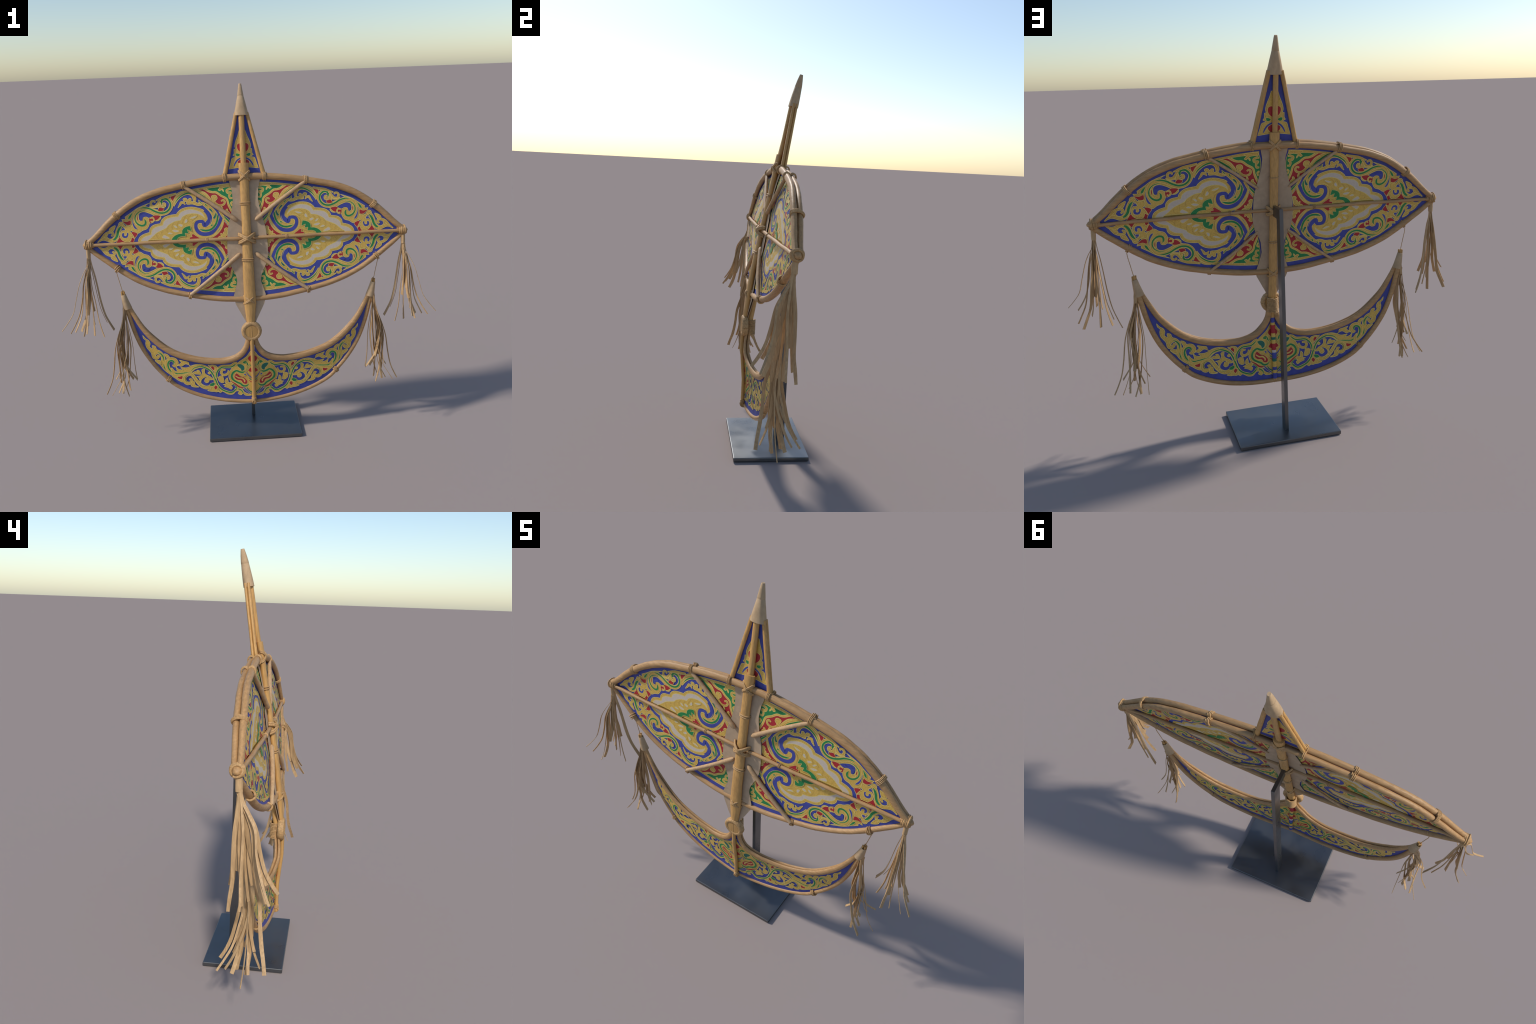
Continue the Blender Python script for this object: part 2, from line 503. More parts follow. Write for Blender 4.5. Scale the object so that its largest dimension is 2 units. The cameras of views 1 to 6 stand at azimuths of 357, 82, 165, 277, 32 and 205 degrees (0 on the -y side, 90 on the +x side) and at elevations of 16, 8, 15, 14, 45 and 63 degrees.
# slanting posts in pairs and the two middle rods
for w, r, sd in ((0.0015, 0.0122, 1.0), (-0.0125, 0.0112, 6.0)):
    path = [K(0.1055 - (0.1055 - 0.0285) * i / 40, 0.318 + (0.655 - 0.318) * i / 40, w - 0.004 * i / 40) for i in range(41)]
    ps = rod("spire_post", path, [r + (0.0098 - r) * i / 40 for i in range(41)], r * 0.62, FRONT, "bamboo_upright", seg=14, grain=0.07, seed=sd, groove=[(3.6, 0.15, 0.3)])
    mirror_copy(ps)
for w0, w1, r in ((0.0065, 0.0035, 0.0152), (-0.0165, -0.0175, 0.0130)):
    path = [K(-0.001, 0.33 + 0.33 * i / 30, w0 + (w1 - w0) * i / 30) for i in range(31)]
    rod("spire_rod", path, r, r * 0.76, FRONT, "bamboo_upright", seg=16, grain=0.06, seed=w0 * 50)

# paper cone over the point, its hollow tip stopped by a dark plug
b = Builder()


def cone_piece(profile, seg=28, mat=0):
    path, ra, rb = [], [], []
    for v, hw, hd in profile:
        path.append(K(0, v, spire_axis(v)))
        ra.append(hw)
        rb.append(hd)
    b.tube(path, ra, rb, FRONT, seg=seg, mat=mat, cap=False, grain=0.035, seed=v * 7, power=0.92)


cone_piece([(0.642, 0.0335, 0.0205), (0.640, 0.0385, 0.0245), (0.66, 0.0350, 0.0238), (0.70, 0.0262, 0.0212), (0.742, 0.0163, 0.0178), (0.744, 0.0148, 0.0160)])
cone_piece([(0.738, 0.0155, 0.0165), (0.741, 0.0168, 0.0182), (0.75, 0.0158, 0.0174), (0.775, 0.0118, 0.0140), (0.795, 0.0090, 0.0102), (0.8045, 0.0068, 0.0082), (0.8040, 0.0050, 0.0064), (0.79, 0.0048, 0.006)])
b.tube([K(0, 0.786, spire_axis(0.786)), K(0, 0.7905, spire_axis(0.79))], 0.0052, 0.0066, FRONT, seg=16, mat=1)  # added solid plug, coloured near black to pass for the tip's dark depth
b.build("spire_cone", ["sleeve_paper", "tip_plug_shade"])

# ------------------------------------------------------------------ crescent tail
def crescent_path(half, dy, per=8):
    return [Vector((q.x, crescent_y(q.x, q.y) + dy, q.y)) for q in spline([(x, z, 0) for x, z in half], per)]


def rail_sizes(path, big, small):
    return [big + (small - big) * min(max((p.z - 0.55) / 0.2, 0), 1) if p.x > 0.3 else big * (1.0 if p.x > 0.06 else 0.78 + 0.22 * p.x / 0.06) for p in path]


for dy, sd in ((-0.0078, 2.5), (0.0080, 8.5)):
    path = crescent_path(CRESCENT_TOP, dy)
    # both rails close up under the binding at the foot of the spine
    path = [q + Vector((0, 0.014 * min(max((q.z - 0.5) / 0.1, 0), 1), 0)) if q.x < 0.1 else q for q in path]
    path = [q - Vector((0, dy * 0.75 * min(max((q.z - 0.62) / 0.12, 0), 1), 0)) if q.x > 0.5 else q for q in path]
    h = rod("crescent_rail", path, rail_sizes(path, 0.0158, 0.0115), rail_sizes(path, 0.0084, 0.0066), (0, -1, 0), "bamboo_across", seg=16, grain=0.07, seed=sd,
            groove=[(2.6, 0.12, 0.3), (5.6, 0.10, 0.3)])
    mirror_copy(h)
half = CRESCENT_BOTTOM
full = [Vector((q.x, crescent_y(q.x) + 0.004, q.y)) for q in spline([(-x, z, 0) for x, z in half if x > 0.001] + [(x, z, 0) for x, z in reversed(half)], 8)]
rod("crescent_rail", full, [0.0112 + 0.0016 * min(abs(q.x) / 0.5, 1) for q in full], 0.0130, (0, -1, 0), "bamboo_across", seg=16, grain=0.06, seed=6.6, groove=[(5.0, 0.12, 0.3)])

# crescent paper, ruled between its two rails
up_c = spline([(x, z, 0) for x, z in CRESCENT_TOP], 6)
lo_c = spline([(x, z, 0) for x, z in CRESCENT_BOTTOM], 6)


def at_fraction(poly, t):
    d = [0.0]
    for a, c in zip(poly, poly[1:]):
        d.append(d[-1] + (c - a).length)
    s = t * d[-1]
    for i in range(len(poly) - 1):
        if s <= d[i + 1]:
            return poly[i].lerp(poly[i + 1], (s - d[i]) / max(d[i + 1] - d[i], 1e-9))
    return poly[-1]


b = Builder()
for s in (1, -1):
    grid = []
    for c in range(121):
        t = c / 120
        u_, l_ = at_fraction(up_c, t), at_fraction(lo_c, t)
        row = []
        for r in range(25):
            q = l_.lerp(u_, r / 24)
            row.append(Vector((s * q.x, crescent_y(q.x, q.y), q.y)))
        grid.append(row)
    b.box_sheet(grid, (0, -0.0006, 0))
CRESCENT = b.build("crescent_sail", "blue", smooth=False)

# thin rod down the front of the crescent, painted rod behind it
path = [Vector((0, -0.1235 - 0.015 * min(max((z - 0.34) / 0.16, 0), 1), z)) for z in [0.192 + 0.400 * i / 40 for i in range(41)]]
rod("crescent_rod", path, 0.0105, 0.0095, (0, -1, 0), "bamboo_upright", seg=14, grain=0.07, seed=3.9)
b = Builder()
z0, z1 = 0.205, 0.552
stripes = [("bamboo", 0.03, 0), ("blue", 0.09, 1), ("gold", 0.05, 2), ("blue", 0.05, 1), ("gold", 0.09, 2), ("teal", 0.05, 5), ("blue", 0.09, 1), ("white", 0.04, 4), ("purple", 0.1, 3),
           ("gold", 0.06, 2), ("green", 0.04, 5), ("gold", 0.06, 2), ("red", 0.13, 3), ("gold", 0.04, 2), ("blue", 0.08, 1)]
z = z0
total = sum(s[1] for s in stripes)
for nm, share, mi in stripes:
    zz = z + (z1 - z0) * share / total
    b.tube([Vector((0, -0.1015 - 0.015 * min(max((z + (zz - z) * i / 4 - 0.34) / 0.16, 0), 1), z + (zz - z) * i / 4)) for i in range(5)], 0.0118, 0.0100, (0, -1, 0), seg=16, mat=mi, cap=False)
    z = zz
b.tube([Vector((0, -0.1165, z1)), Vector((0, -0.112, 0.60)), Vector((0, -0.106, 0.66))], 0.0118, 0.010, (0, -1, 0), seg=16, mat=0)
b.build("crescent_rod", ["bamboo_upright", "blue", "gold", "red", "white", "teal"])

# round boss at the foot of the spine: wrapped ring round a flat disc
b = Builder()
cz, cy = 0.633, -0.1270
ring = []
for i in range(73):
    th = 2 * math.pi * i / 72
    k = 1 + 0.012 * noise.noise(Vector((math.cos(th) * 2, math.sin(th) * 2, 0)))
    ring.append(Vector((0.043 * k * math.cos(th), cy - 0.004, cz + 0.043 * k * math.sin(th))))
b.tube(ring, [0.0128 * (1 + 0.06 * math.sin(i * 2.2)) for i in range(73)], 0.0165, (0, -1, 0), seg=18, grain=0.05, seed=2, cap=False, power=0.75)
b.tube([Vector((0, cy + 0.012, cz)), Vector((0, cy - 0.0186, cz))], 0.0335, 0.0335, (1, 0, 0), seg=40, mat=1)
b.tube([Vector((0.0005, cy - 0.0187, cz - 0.032)), Vector((0.0005, cy - 0.0187, cz + 0.033))], 0.0011, 0.0011, (0, -1, 0), seg=8, mat=0)
b.build("boss", ["rattan_cord", "bamboo_upright"])

# cord binding behind the boss, and the little wrap at the crescent's foot
b = Builder()
b.coil(Vector((0, -0.1000, 0.6265)), (0, 0, 1), (0, 1, 0), 0.0225, 0.0265, 12, 0.0066, 0.0042, wobble=0.03, seed=3)
b.coil(Vector((0, -0.1215, 0.221)), (0, 0, 1), (0, 1, 0), 0.0120, 0.0122, 4, 0.0045, 0.0028, wobble=0.05, seed=8)
b.coil(Vector((0, -0.115, 0.2035)), (1, 0, 0), (0, 0, 1), 0.0135, 0.0195, 2.5, 0.008, 0.0032, wobble=0.05, seed=9)
b.build("binding", "rattan_cord")

# ------------------------------------------------------------------ cord lashings
def rail_direction(half, x):
    h = 0.01
    pl = spline([(a, c, 0) for a, c in both_sides(half)], 6)
    return Vector((2 * h, height_at(pl, x + h) - height_at(pl, x - h), 0)).normalized()


def lash(half, x, w_mid, ra, rb, turns, pitch, cord, wob=0.06):
    d = rail_direction(half, x)
    pl = spline([(a, c, 0) for a, c in both_sides(half)], 6)
    axis = KITE.to_3x3() @ d
    bb = Builder()
    bb.coil(K(x, height_at(pl, x), w_mid), axis, KITE.to_3x3() @ Vector((-d.y, d.x, 0)), ra, rb, turns, pitch, cord, wobble=wob, seed=x * 9 + w_mid)
    return bb


for x, turns in ((0.325, 3.0), (0.684, 3.4)):
    if x < 0.5:                       # separate wraps round each rail where the braces end
        bb = lash(UPPER_ARCH, x, 0.0045, 0.0190, 0.0155, turns, 0.0062, 0.0038)
        d2 = lash(UPPER_ARCH, x - 0.004, -0.0240, 0.0190, 0.0145, 3.0, 0.0066, 0.0038)
        o = len(bb.v)
        bb.v += d2.v
        bb.f += [tuple(i + o for i in f) for f in d2.f]
        bb.m += d2.m
    else:                             # one wrap round both rails
        bb = lash(UPPER_ARCH, x, -0.0110, 0.0208, 0.0290, turns, 0.0058, 0.0040)
    mirror_copy(bb.build("lashing", "rattan_cord"))
bb = lash(UPPER_ARCH, 0.1065, 0.0060, 0.0200, 0.0165, 3.0, 0.0055, 0.0036)
d2 = lash(UPPER_ARCH, 0.1085, -0.0215, 0.0200, 0.0150, 2.5, 0.0055, 0.0034)
o = len(bb.v)
bb.v += d2.v
bb.f += [tuple(i + o for i in f) for f in d2.f]
bb.m += d2.m
mirror_copy(bb.build("lashing", "rattan_cord"))
mirror_copy(lash(LOWER_ARCH, 0.318, 0.0015, 0.0170, 0.0165, 3.2, 0.0056, 0.0036).build("lashing", "rattan_cord"))
mirror_copy(lash(LOWER_ARCH, 0.697, -0.0065, 0.0185, 0.0185, 2.3, 0.0085, 0.0040, 0.16).build("lashing", "rattan_cord"))

# wrapped wing tips with a stub of bamboo showing
b = Builder()
b.coil(K(0.840, 0.001, -0.0145), RIGHT, UP, 0.0205, 0.0225, 5.2, 0.0058, 0.0052, wobble=0.12, seed=2)
b.coil(K(0.845, 0.000, -0.0150), RIGHT, UP, 0.0235, 0.0250, 2.6, 0.0085, 0.0050, wobble=0.16, seed=5)
b.coil(K(0.850, -0.001, -0.0150), (1, 0.2, 0.3), UP, 0.0200, 0.0225, 1.6, 0.0070, 0.0050, wobble=0.2, seed=9)
b.tube([K(0.812, 0, -0.0135), K(0.835, 0, -0.014), K(0.854, -0.001, -0.015), K(0.865, -0.002, -0.0155), K(0.872, -0.003, -0.0155)], [0.016, 0.0185, 0.017, 0.011, 0.004], [0.017, 0.021, 0.018, 0.012, 0.004], FRONT, seg=16, mat=1, grain=0.2, seed=4)
mirror_copy(b.build("tip_lashing", ["rattan_cord", "bamboo_across"]))

# crossed lashings where the spine crosses the rails and the rib
b = Builder()


def cross(cx, v, w_front, dx, dv, cord, bulge, w_end, sign=1):
    for s in (1, -1):
        pts = [(-dx, -s * dv, w_end), (-dx * 0.72, -s * dv * 0.78, w_end + (w_front - w_end) * 0.62), (-dx * 0.3, -s * dv * 0.3, w_front), (0, 0, w_front + bulge * (0.6 if s > 0 else 1.15)),
               (dx * 0.3, s * dv * 0.3, w_front), (dx * 0.72, s * dv * 0.78, w_end + (w_front - w_end) * 0.62), (dx, s * dv, w_end)]
        for k in (-0.5, 0.5):
            path = spline([K(cx + q[0], v + q[1] + k * cord * 1.5, sign * q[2]) for q in pts], 6)
            b.tube(path, cord, cord * 0.85, FRONT, seg=8)


cross(-0.001, 0.327, 0.0300, 0.030, 0.024, 0.0038, 0.003, 0.012)
cross(-0.002, -0.336, 0.0345, 0.034, 0.021, 0.0036, 0.003, 0.004)
cross(-0.001, -0.003, 0.0430, 0.044, 0.022, 0.0058, 0.006, 0.010)
cross(0, 0.320, 0.0350, 0.028, 0.022, 0.0036, 0.003, 0.026, -1)
cross(0, -0.334, 0.0330, 0.026, 0.020, 0.0034, 0.003, 0.004, -1)
cross(0, -0.003, 0.0330, 0.034, 0.019, 0.0048, 0.003, 0.008, -1)
b.build("cross_lashing", "rattan_cord")

# small wraps on the crescent's lower rail
b = Builder()
q = Vector((0.470, crescent_y(0.47), 0.350))
b.coil(q, (0.72, 0.05, 0.69), (-0.69, 0, 0.72), 0.0160, 0.0150, 3.2, 0.0060, 0.0036, wobble=0.1, seed=6)
mirror_copy(b.build("lashing", "rattan_cord"))

# ------------------------------------------------------------------ horn sleeves and the cords that hold them
b = Builder()
sl = [(0.6650, 0.7680, 0.0236, 0.0200), (0.6705, 0.790, 0.0210, 0.0190), (0.6770, 0.820, 0.0168, 0.0165), (0.6825, 0.848, 0.0134, 0.0140), (0.6828, 0.8495, 0.0118, 0.0124)]
b.tube([Vector((x, -0.0445, z)) for x, z, a, c in sl], [a for x, z, a, c in sl], [c for x, z, a, c in sl], (0, -1, 0), seg=24, cap=False, grain=0.04, seed=1)
mirror_copy(b.build("horn_sleeve", "sleeve_paper"))
b = Builder()
for dx, dy, hgt, r in ((-0.007, -0.004, 0.868, 0.0048), (0.005, -0.006, 0.864, 0.0046), (0.000, 0.006, 0.870, 0.0050), (0.008, 0.004, 0.866, 0.0040), (-0.004, 0.003, 0.862, 0.0042)):
    b.tube([Vector((0.6700 + dx * 1.4, -0.0445 + dy * 1.2, 0.79)), Vector((0.6830 + dx, -0.0445 + dy, 0.85)), Vector((0.6840 + dx, -0.0445 + dy, hgt))], r, r * 0.8, (0, -1, 0), seg=8)
mirror_copy(b.build("rail_stub", "bamboo_upright", stuff=True))
b = Builder()
b.tube(spline([(0.7065, -0.0455, 0.990), (0.7060, -0.0430, 0.970), (0.6970, -0.0440, 0.925), (0.6875, -0.0450, 0.878), (0.6845, -0.0450, 0.862)], 6), 0.0017, 0.0017, (0, -1, 0), seg=8)
mirror_copy(b.build("hanging_cord", "rattan_cord"))

# ------------------------------------------------------------------ raffia tassels
def strand(start, mid, end, t_mid, width, seed):
    """one flat strip: drops from start, swings out to mid, hangs, then flares to its free end"""
    rr = random.Random(seed)
    s, m, e = Vector(start), Vector(mid), Vector(end)
    bend_at = rr.uniform(0.55, 0.9)
    bend = (rr.uniform(-0.005, 0.005), rr.uniform(-0.006, 0.006))
    swing = [(0.0, 0.0), (t_mid * 0.3, 0.22), (t_mid * 0.65, 0.66), (t_mid, 1.0), (1.0, 1.0)]
    flare = [(0.0, 0.0), (t_mid, 0.0), (t_mid + (1 - t_mid) * 0.35, 0.20), (t_mid + (1 - t_mid) * 0.65, 0.42), (t_mid + (1 - t_mid) * 0.85, 0.72), (1.0, 1.0)]
    pts = []
    for t in sorted([0.0, t_mid * 0.3, t_mid * 0.65, t_mid, 1.0] + [t_mid + (1 - t_mid) * k for k in (0.35, 0.65, 0.85)]):
        f, g = interp(swing, t), interp(flare, t)
        near = max(0.0, 1 - abs(t - bend_at) / 0.16)
        pts.append((s.x + (m.x - s.x) * f + (e.x - m.x) * g + bend[0] * near, s.y + (m.y - s.y) * f + (e.y - m.y) * g + bend[1] * near, s.z + (e.z - s.z) * t))
    path = spline(pts, 5)
    b = Builder()
    ang = math.pi / 2 + rr.uniform(-0.55, 0.55)        # broad side mostly faces outward
    tw = rr.uniform(-0.9, 0.9)
    n = len(path)
    base = len(b.v)
    for i, q in enumerate(path):
        t = i / (n - 1)
        tan = (path[min(i + 1, n - 1)] - path[max(i - 1, 0)]).normalized()
        a = ang + tw * t
        side = Vector((math.cos(a), math.sin(a), 0))
        side = (side - tan * side.dot(tan)).normalized()
        nor = tan.cross(side)
        wd = 0.5 * width * (0.75 + 0.25 * min(t / 0.3, 1)) * (1 + 0.05 * math.sin(i * 0.5 + seed))
        th = 0.0011
        curl = 0.10 * wd
        for u, h in ((-1, th), (0, th + curl), (1, th), (1, -th), (0, -th + curl), (-1, -th)):
            b.v.append(q + side * (u * wd) + nor * h)
    for i in range(n - 1):
        for k in range(6):
            k2 = (k + 1) % 6
            b.f.append((base + i * 6 + k, base + (i + 1) * 6 + k, base + (i + 1) * 6 + k2, base + i * 6 + k2))
            b.m.append(0)
    b.f += [tuple(base + k for k in range(6)), tuple(base + (n - 1) * 6 + k for k in reversed(range(6)))]
    b.m += [0, 0]
    return b


OUTER_ENDS = [  # x, y, z of the free end, strip width, bulge
    (0.998, -0.172, 0.705, 0.009, 0.10), (0.955, -0.168, 0.688, 0.008, 0.35), (0.955, -0.066, 0.655, 0.010, 0.0), (0.932, -0.022, 0.640, 0.016, 0.0),
    (0.893, -0.148, 0.660, 0.018, -0.2), (0.866, -0.192, 0.690, 0.014, -0.1), (0.855, -0.060, 0.626, 0.014, 0.3), (0.800, -0.078, 0.622, 0.011, -0.1),
    (0.757, -0.004, 0.632, 0.016, -0.1), (0.792, -0.002, 0.678, 0.006, 0.0), (0.868, -0.110, 0.765, 0.019, 0.2), (0.848, -0.040, 0.760, 0.019, 0.2),
    (0.895, -0.060, 0.720, 0.014, 0.3), (0.862, -0.150, 0.720, 0.015, 0.1), (0.838, -0.095, 0.705, 0.013, 0.3)]
INNER_ENDS = [
    (0.775, -0.145, 0.304, 0.016, 0.0), (0.664, 0.046, 0.296, 0.014, 0.0), (0.784, 0.040, 0.310, 0.009, 0.0), (0.750, 0.012, 0.300, 0.011, 0.0),
    (0.726, -0.012, 0.267, 0.017, 0.5), (0.697, -0.027, 0.270, 0.017, 0.5), (0.700, -0.064, 0.252, 0.014, 0.9), (0.752, -0.080, 0.284, 0.012, 0.0),
    (0.722, -0.123, 0.300, 0.012, 0.0), (0.824, -0.060, 0.268, 0.006, -0.2), (0.648, -0.050, 0.345, 0.012, 0.4), (0.708, -0.040, 0.400, 0.020, 0.4),
    (0.690, -0.080, 0.420, 0.018, 0.3), (0.720, -0.015, 0.400, 0.016, 0.5), (0.738, -0.100, 0.380, 0.012, 0.2), (0.676, -0.010, 0.330, 0.013, 0.3)]


def tassel(kind, start, ends, spread, tie):
    for side in (1, -1):
        b = Builder()
        tie(b)
        knot = b.build("tassel", "raffia")
        if side < 0:
            knot.matrix_basis = Matrix.Diagonal((-1, 1, 1, 1))
        for i, (x, y, z, wd, bu) in enumerate(ends):
            rr = random.Random(i * 7 + kind)
            s = (start[0] + rr.uniform(-spread, spread), start[1] + rr.uniform(-spread, spread) * 1.2, start[2])
            key = (kind, i)
            if key not in STRANDS:
                if kind == 1:
                    mid, tm = (0.857 + 0.28 * (x - 0.868) + rr.uniform(-0.006, 0.006), -0.064 + 0.42 * (y + 0.085) + rr.uniform(-0.008, 0.008), 0), 0.36
                else:
                    mid, tm = (0.701 + 0.25 * (x - 0.722) + rr.uniform(-0.036, 0.036), -0.069 + 0.22 * (y + 0.05) + rr.uniform(-0.022, 0.022), 0), 0.46
                sb = strand(s, mid, (x, y, z), tm, wd, i * 31 + kind)
                ob = sb.build("tassel_strand", "raffia", knot)
                STRANDS[key] = ob
            else:
                ob = STRANDS[key].copy()
                bpy.context.scene.collection.objects.link(ob)
                ob.parent = knot


STRANDS = {}


def outer_tie(b):
    b.tube(spline([(0.8455, -0.036, 1.122), (0.8460, -0.036, 1.105), (0.8462, -0.0365, 1.095), (0.8465, -0.037, 1.080), (0.847, -0.0375, 1.058)], 4), [0.004, 0.005, 0.0075, 0.0095, 0.0115], [0.004, 0.006, 0.009, 0.0115, 0.014], (0, -1, 0), seg=14, grain=0.1, seed=2)
    b.coil(Vector((0.8460, -0.036, 1.106)), (0, 0, 1), (0, 1, 0), 0.007, 0.007, 3, 0.004, 0.0022, wobble=0.08)


def inner_tie(b):
    b.tube([Vector((0.681, -0.0445, 0.80)), Vector((0.684, -0.0445, 0.765)), Vector((0.687, -0.0445, 0.735))], [0.009, 0.0105, 0.009], [0.012, 0.014, 0.012], (0, -1, 0), seg=14, grain=0.12, seed=3)


tassel(1, (0.847, -0.0375, 1.066), OUTER_ENDS, 0.007, outer_tie)
tassel(2, (0.681, -0.0480, 0.772), INNER_ENDS, 0.009, inner_tie)

# ------------------------------------------------------------------ display stand
def bevelled_box(name, lo, hi, bev, mat, parent=None):
    bm = bmesh.new()
    bmesh.ops.create_cube(bm, size=1.0)
    for v in bm.verts:
        v.co = Vector([lo[i] + (hi[i] - lo[i]) * (v.co[i] + 0.5) for i in range(3)])
    bmesh.ops.bevel(bm, geom=bm.edges[:] + bm.verts[:], offset=bev, segments=3, profile=0.5, affect='EDGES')
    me = bpy.data.meshes.new(name)
    bm.to_mesh(me)
    bm.free()
    me.materials.append(MATS[mat])
    ob = bpy.data.objects.new(name, me)
    bpy.context.scene.collection.objects.link(ob)
    ob.parent = parent or ROOT
    return ob


PLATE = bevelled_box("base_plate", (-0.259, -0.184, 0.0), (0.259, 0.1985, 0.021), 0.0035, "dark_steel")
bevelled_box("stand_post", (-0.0095, 0.053, 0.0205), (0.0085, 0.110, 1.158), 0.0012, "dark_steel")
bevelled_box("stand_arm", (-0.0090, -0.016, 1.104), (0.0080, 0.0545, 1.1565), 0.0012, "dark_steel")

# ------------------------------------------------------------------ pasted paper ornament
ORNAMENT_MATS = ["gold", "gold_edge", "gold_line", "red", "green", "teal", "olive", "blue", "white"]
MI = {m: i for i, m in enumerate(ORNAMENT_MATS)}
plain = "plain"


def fill(colour, pts, style=None):
    return ("fill", colour, pts, style)


def band(colour, pts, widths, style=None):
    return ("band", colour, pts, widths, style)


def outline(pts, per=5):
    """closed smooth outline in millimetres; a third entry marks a sharp corner"""
    n = len(pts)
    corners = [i for i, q in enumerate(pts) if len(q) > 2]
    if not corners:
        return spline([(q[0] / 1000, q[1] / 1000, 0) for q in pts], per, True)
    out = []
    for a, c in zip(corners, corners[1:] + [corners[0] + n]):
        run = [pts[i % n] for i in range(a, c + 1)]
        if len(run) == 2:
            seg = [Vector((q[0] / 1000, q[1] / 1000, 0)) for q in run]
        else:
            seg = spline([(q[0] / 1000, q[1] / 1000, 0) for q in run], per)
        out += seg[:-1]
    return out


def ribbon(b, path, widths, level, mat, closed=False):
    n = len(path)
    base = len(b.v)
    for i, q in enumerate(path):
        if closed:
            t = path[(i + 1) % n] - path[i - 1]
        else:
            t = path[min(i + 1, n - 1)] - path[max(i - 1, 0)]
        t.normalize()
        nn = Vector((-t.y, t.x, 0))
        w = 0.5 * (widths[i] if isinstance(widths, list) else widths)
        b.v += [Vector((q.x, q.y, level)) + nn * w, Vector((q.x, q.y, level)) - nn * w]
    for i in range(n if closed else n - 1):
        j = (i + 1) % n
        b.f.append((base + 2 * i, base + 2 * i + 1, base + 2 * j + 1, base + 2 * j))
        b.m.append(mat)


def tidy(path, gap=0.0004):
    out = [path[0]]
    for q in path[1:]:
        if (q - out[-1]).length > gap:
            out.append(q)
    if (out[0] - out[-1]).length < gap:
        out.pop()
    return out


def sheet(b, ring, level, mat):
    from mathutils.geometry import tessellate_polygon
    base = len(b.v)
    b.v += [Vector((q.x, q.y, level)) for q in ring]
    for tri in tessellate_polygon([ring]):
        b.f.append(tuple(base + i for i in tri))
        b.m.append(mat)


EDGE = 0.0026


def engrave(b, path, offsets, level, width=0.0011):
    """thin drawn line at a sideways offset from a band's middle"""
    n = len(path)
    line = []
    for i, q in enumerate(path):
        t = (path[min(i + 1, n - 1)] - path[max(i - 1, 0)]).normalized()
        line.append(q + Vector((-t.y, t.x, 0)) * offsets[i])
    ribbon(b, line[2:-2], width, level, MI["gold_line"])


def engrave_inside(b, ring, inset, level):
    """broken drawn line that follows a gold shape inside its edge"""
    n = len(ring)
    area = sum(ring[i].x * ring[(i + 1) % n].y - ring[(i + 1) % n].x * ring[i].y for i in range(n)) / 2
    if abs(area) < 0.0004:
        return
    s = math.copysign(1, area)
    line = []
    for i, q in enumerate(ring):
        t = (ring[(i + 1) % n] - ring[i - 1]).normalized()
        line.append(q + Vector((-t.y, t.x, 0)) * inset * s)
    run = []
    for i, q in enumerate(line):
        clear = min((q - r).length for r in ring) > inset * 0.8
        if clear and i % 11 != 10:
            run.append(q)
        else:
            if len(run) > 3:
                ribbon(b, run, 0.0011, level, MI["gold_line"])
            run = []
    if len(run) > 3:
        ribbon(b, run, 0.0011, level, MI["gold_line"])


COUNT = [0]


def build_motif(elements):
    b = Builder()
    level = 0.0010 + 0.00002 * COUNT[0]
    COUNT[0] = (COUNT[0] + 7) % 23
    for e in elements:
        level += 0.00011
        if e[0] == "fill":
            ring = tidy(outline(e[2]))
            sheet(b, ring, level, MI[e[1]])
            if e[3] is None:
                ribbon(b, ring, EDGE if e[1] in ("gold", "white") else EDGE * 0.7, level + 0.00005, MI["gold_edge"], True)
                if e[1] == "gold":
                    engrave_inside(b, ring, 0.0034, level + 0.00009)
        else:
            path = spline([(q[0] / 1000, q[1] / 1000, 0) for q in e[2]], 6)
            wn = len(e[3])
            ws = []
            for i in range(len(path)):
                t = i / (len(path) - 1) * (wn - 1)
                k = min(int(t), wn - 2) if wn > 1 else 0
                ws.append((e[3][k] + (e[3][min(k + 1, wn - 1)] - e[3][k]) * (t - k)) / 1000)
            if e[4] is None:
                ribbon(b, path, [w + EDGE for w in ws], level, MI["gold_edge"])
                ribbon(b, path, [max(w - (EDGE * 0.5 if e[1] == "gold" else 0), 0.0004) for w in ws], level + 0.00005, MI[e[1]])
                if e[1] == "gold" and max(ws) > 0.009:
                    engrave(b, path, [w * 0.27 for w in ws], level + 0.00009)
                    engrave(b, path, [-w * 0.27 for w in ws], level + 0.00009)
            else:
                ribbon(b, path, ws, level, MI[e[1]])
    return b


def place(kind, name, mesh, matrix, parent):
    ob = bpy.data.objects.new(name, mesh)
    bpy.context.scene.collection.objects.link(ob)
    ob.parent = parent
    ob.matrix_basis = matrix
    return ob


def folded_mesh(name, b, xs, ys, shape):
    """cut the flat paper at the folds of the surface it lies on, then lay it on that surface"""
    bm = bmesh.new()
    vs = [bm.verts.new(q) for q in b.v]
    for f, m in zip(b.f, b.m):
        try:
            bm.faces.new([vs[i] for i in f]).material_index = m
        except ValueError:
            pass
    for axis, values in ((0, xs), (1, ys)):
        for c in values:
            co, no = [0, 0, 0], [0, 0, 0]
            co[axis], no[axis] = c, 1
            bmesh.ops.bisect_plane(bm, geom=bm.verts[:] + bm.edges[:] + bm.faces[:], dist=1e-6, plane_co=co, plane_no=no)
    for v in bm.verts:
        v.co = shape(v.co)
    me = bpy.data.meshes.new(name)
    bm.to_mesh(me)
    bm.free()
    for m in ORNAMENT_MATS:
        me.materials.append(MATS[m])
    return me


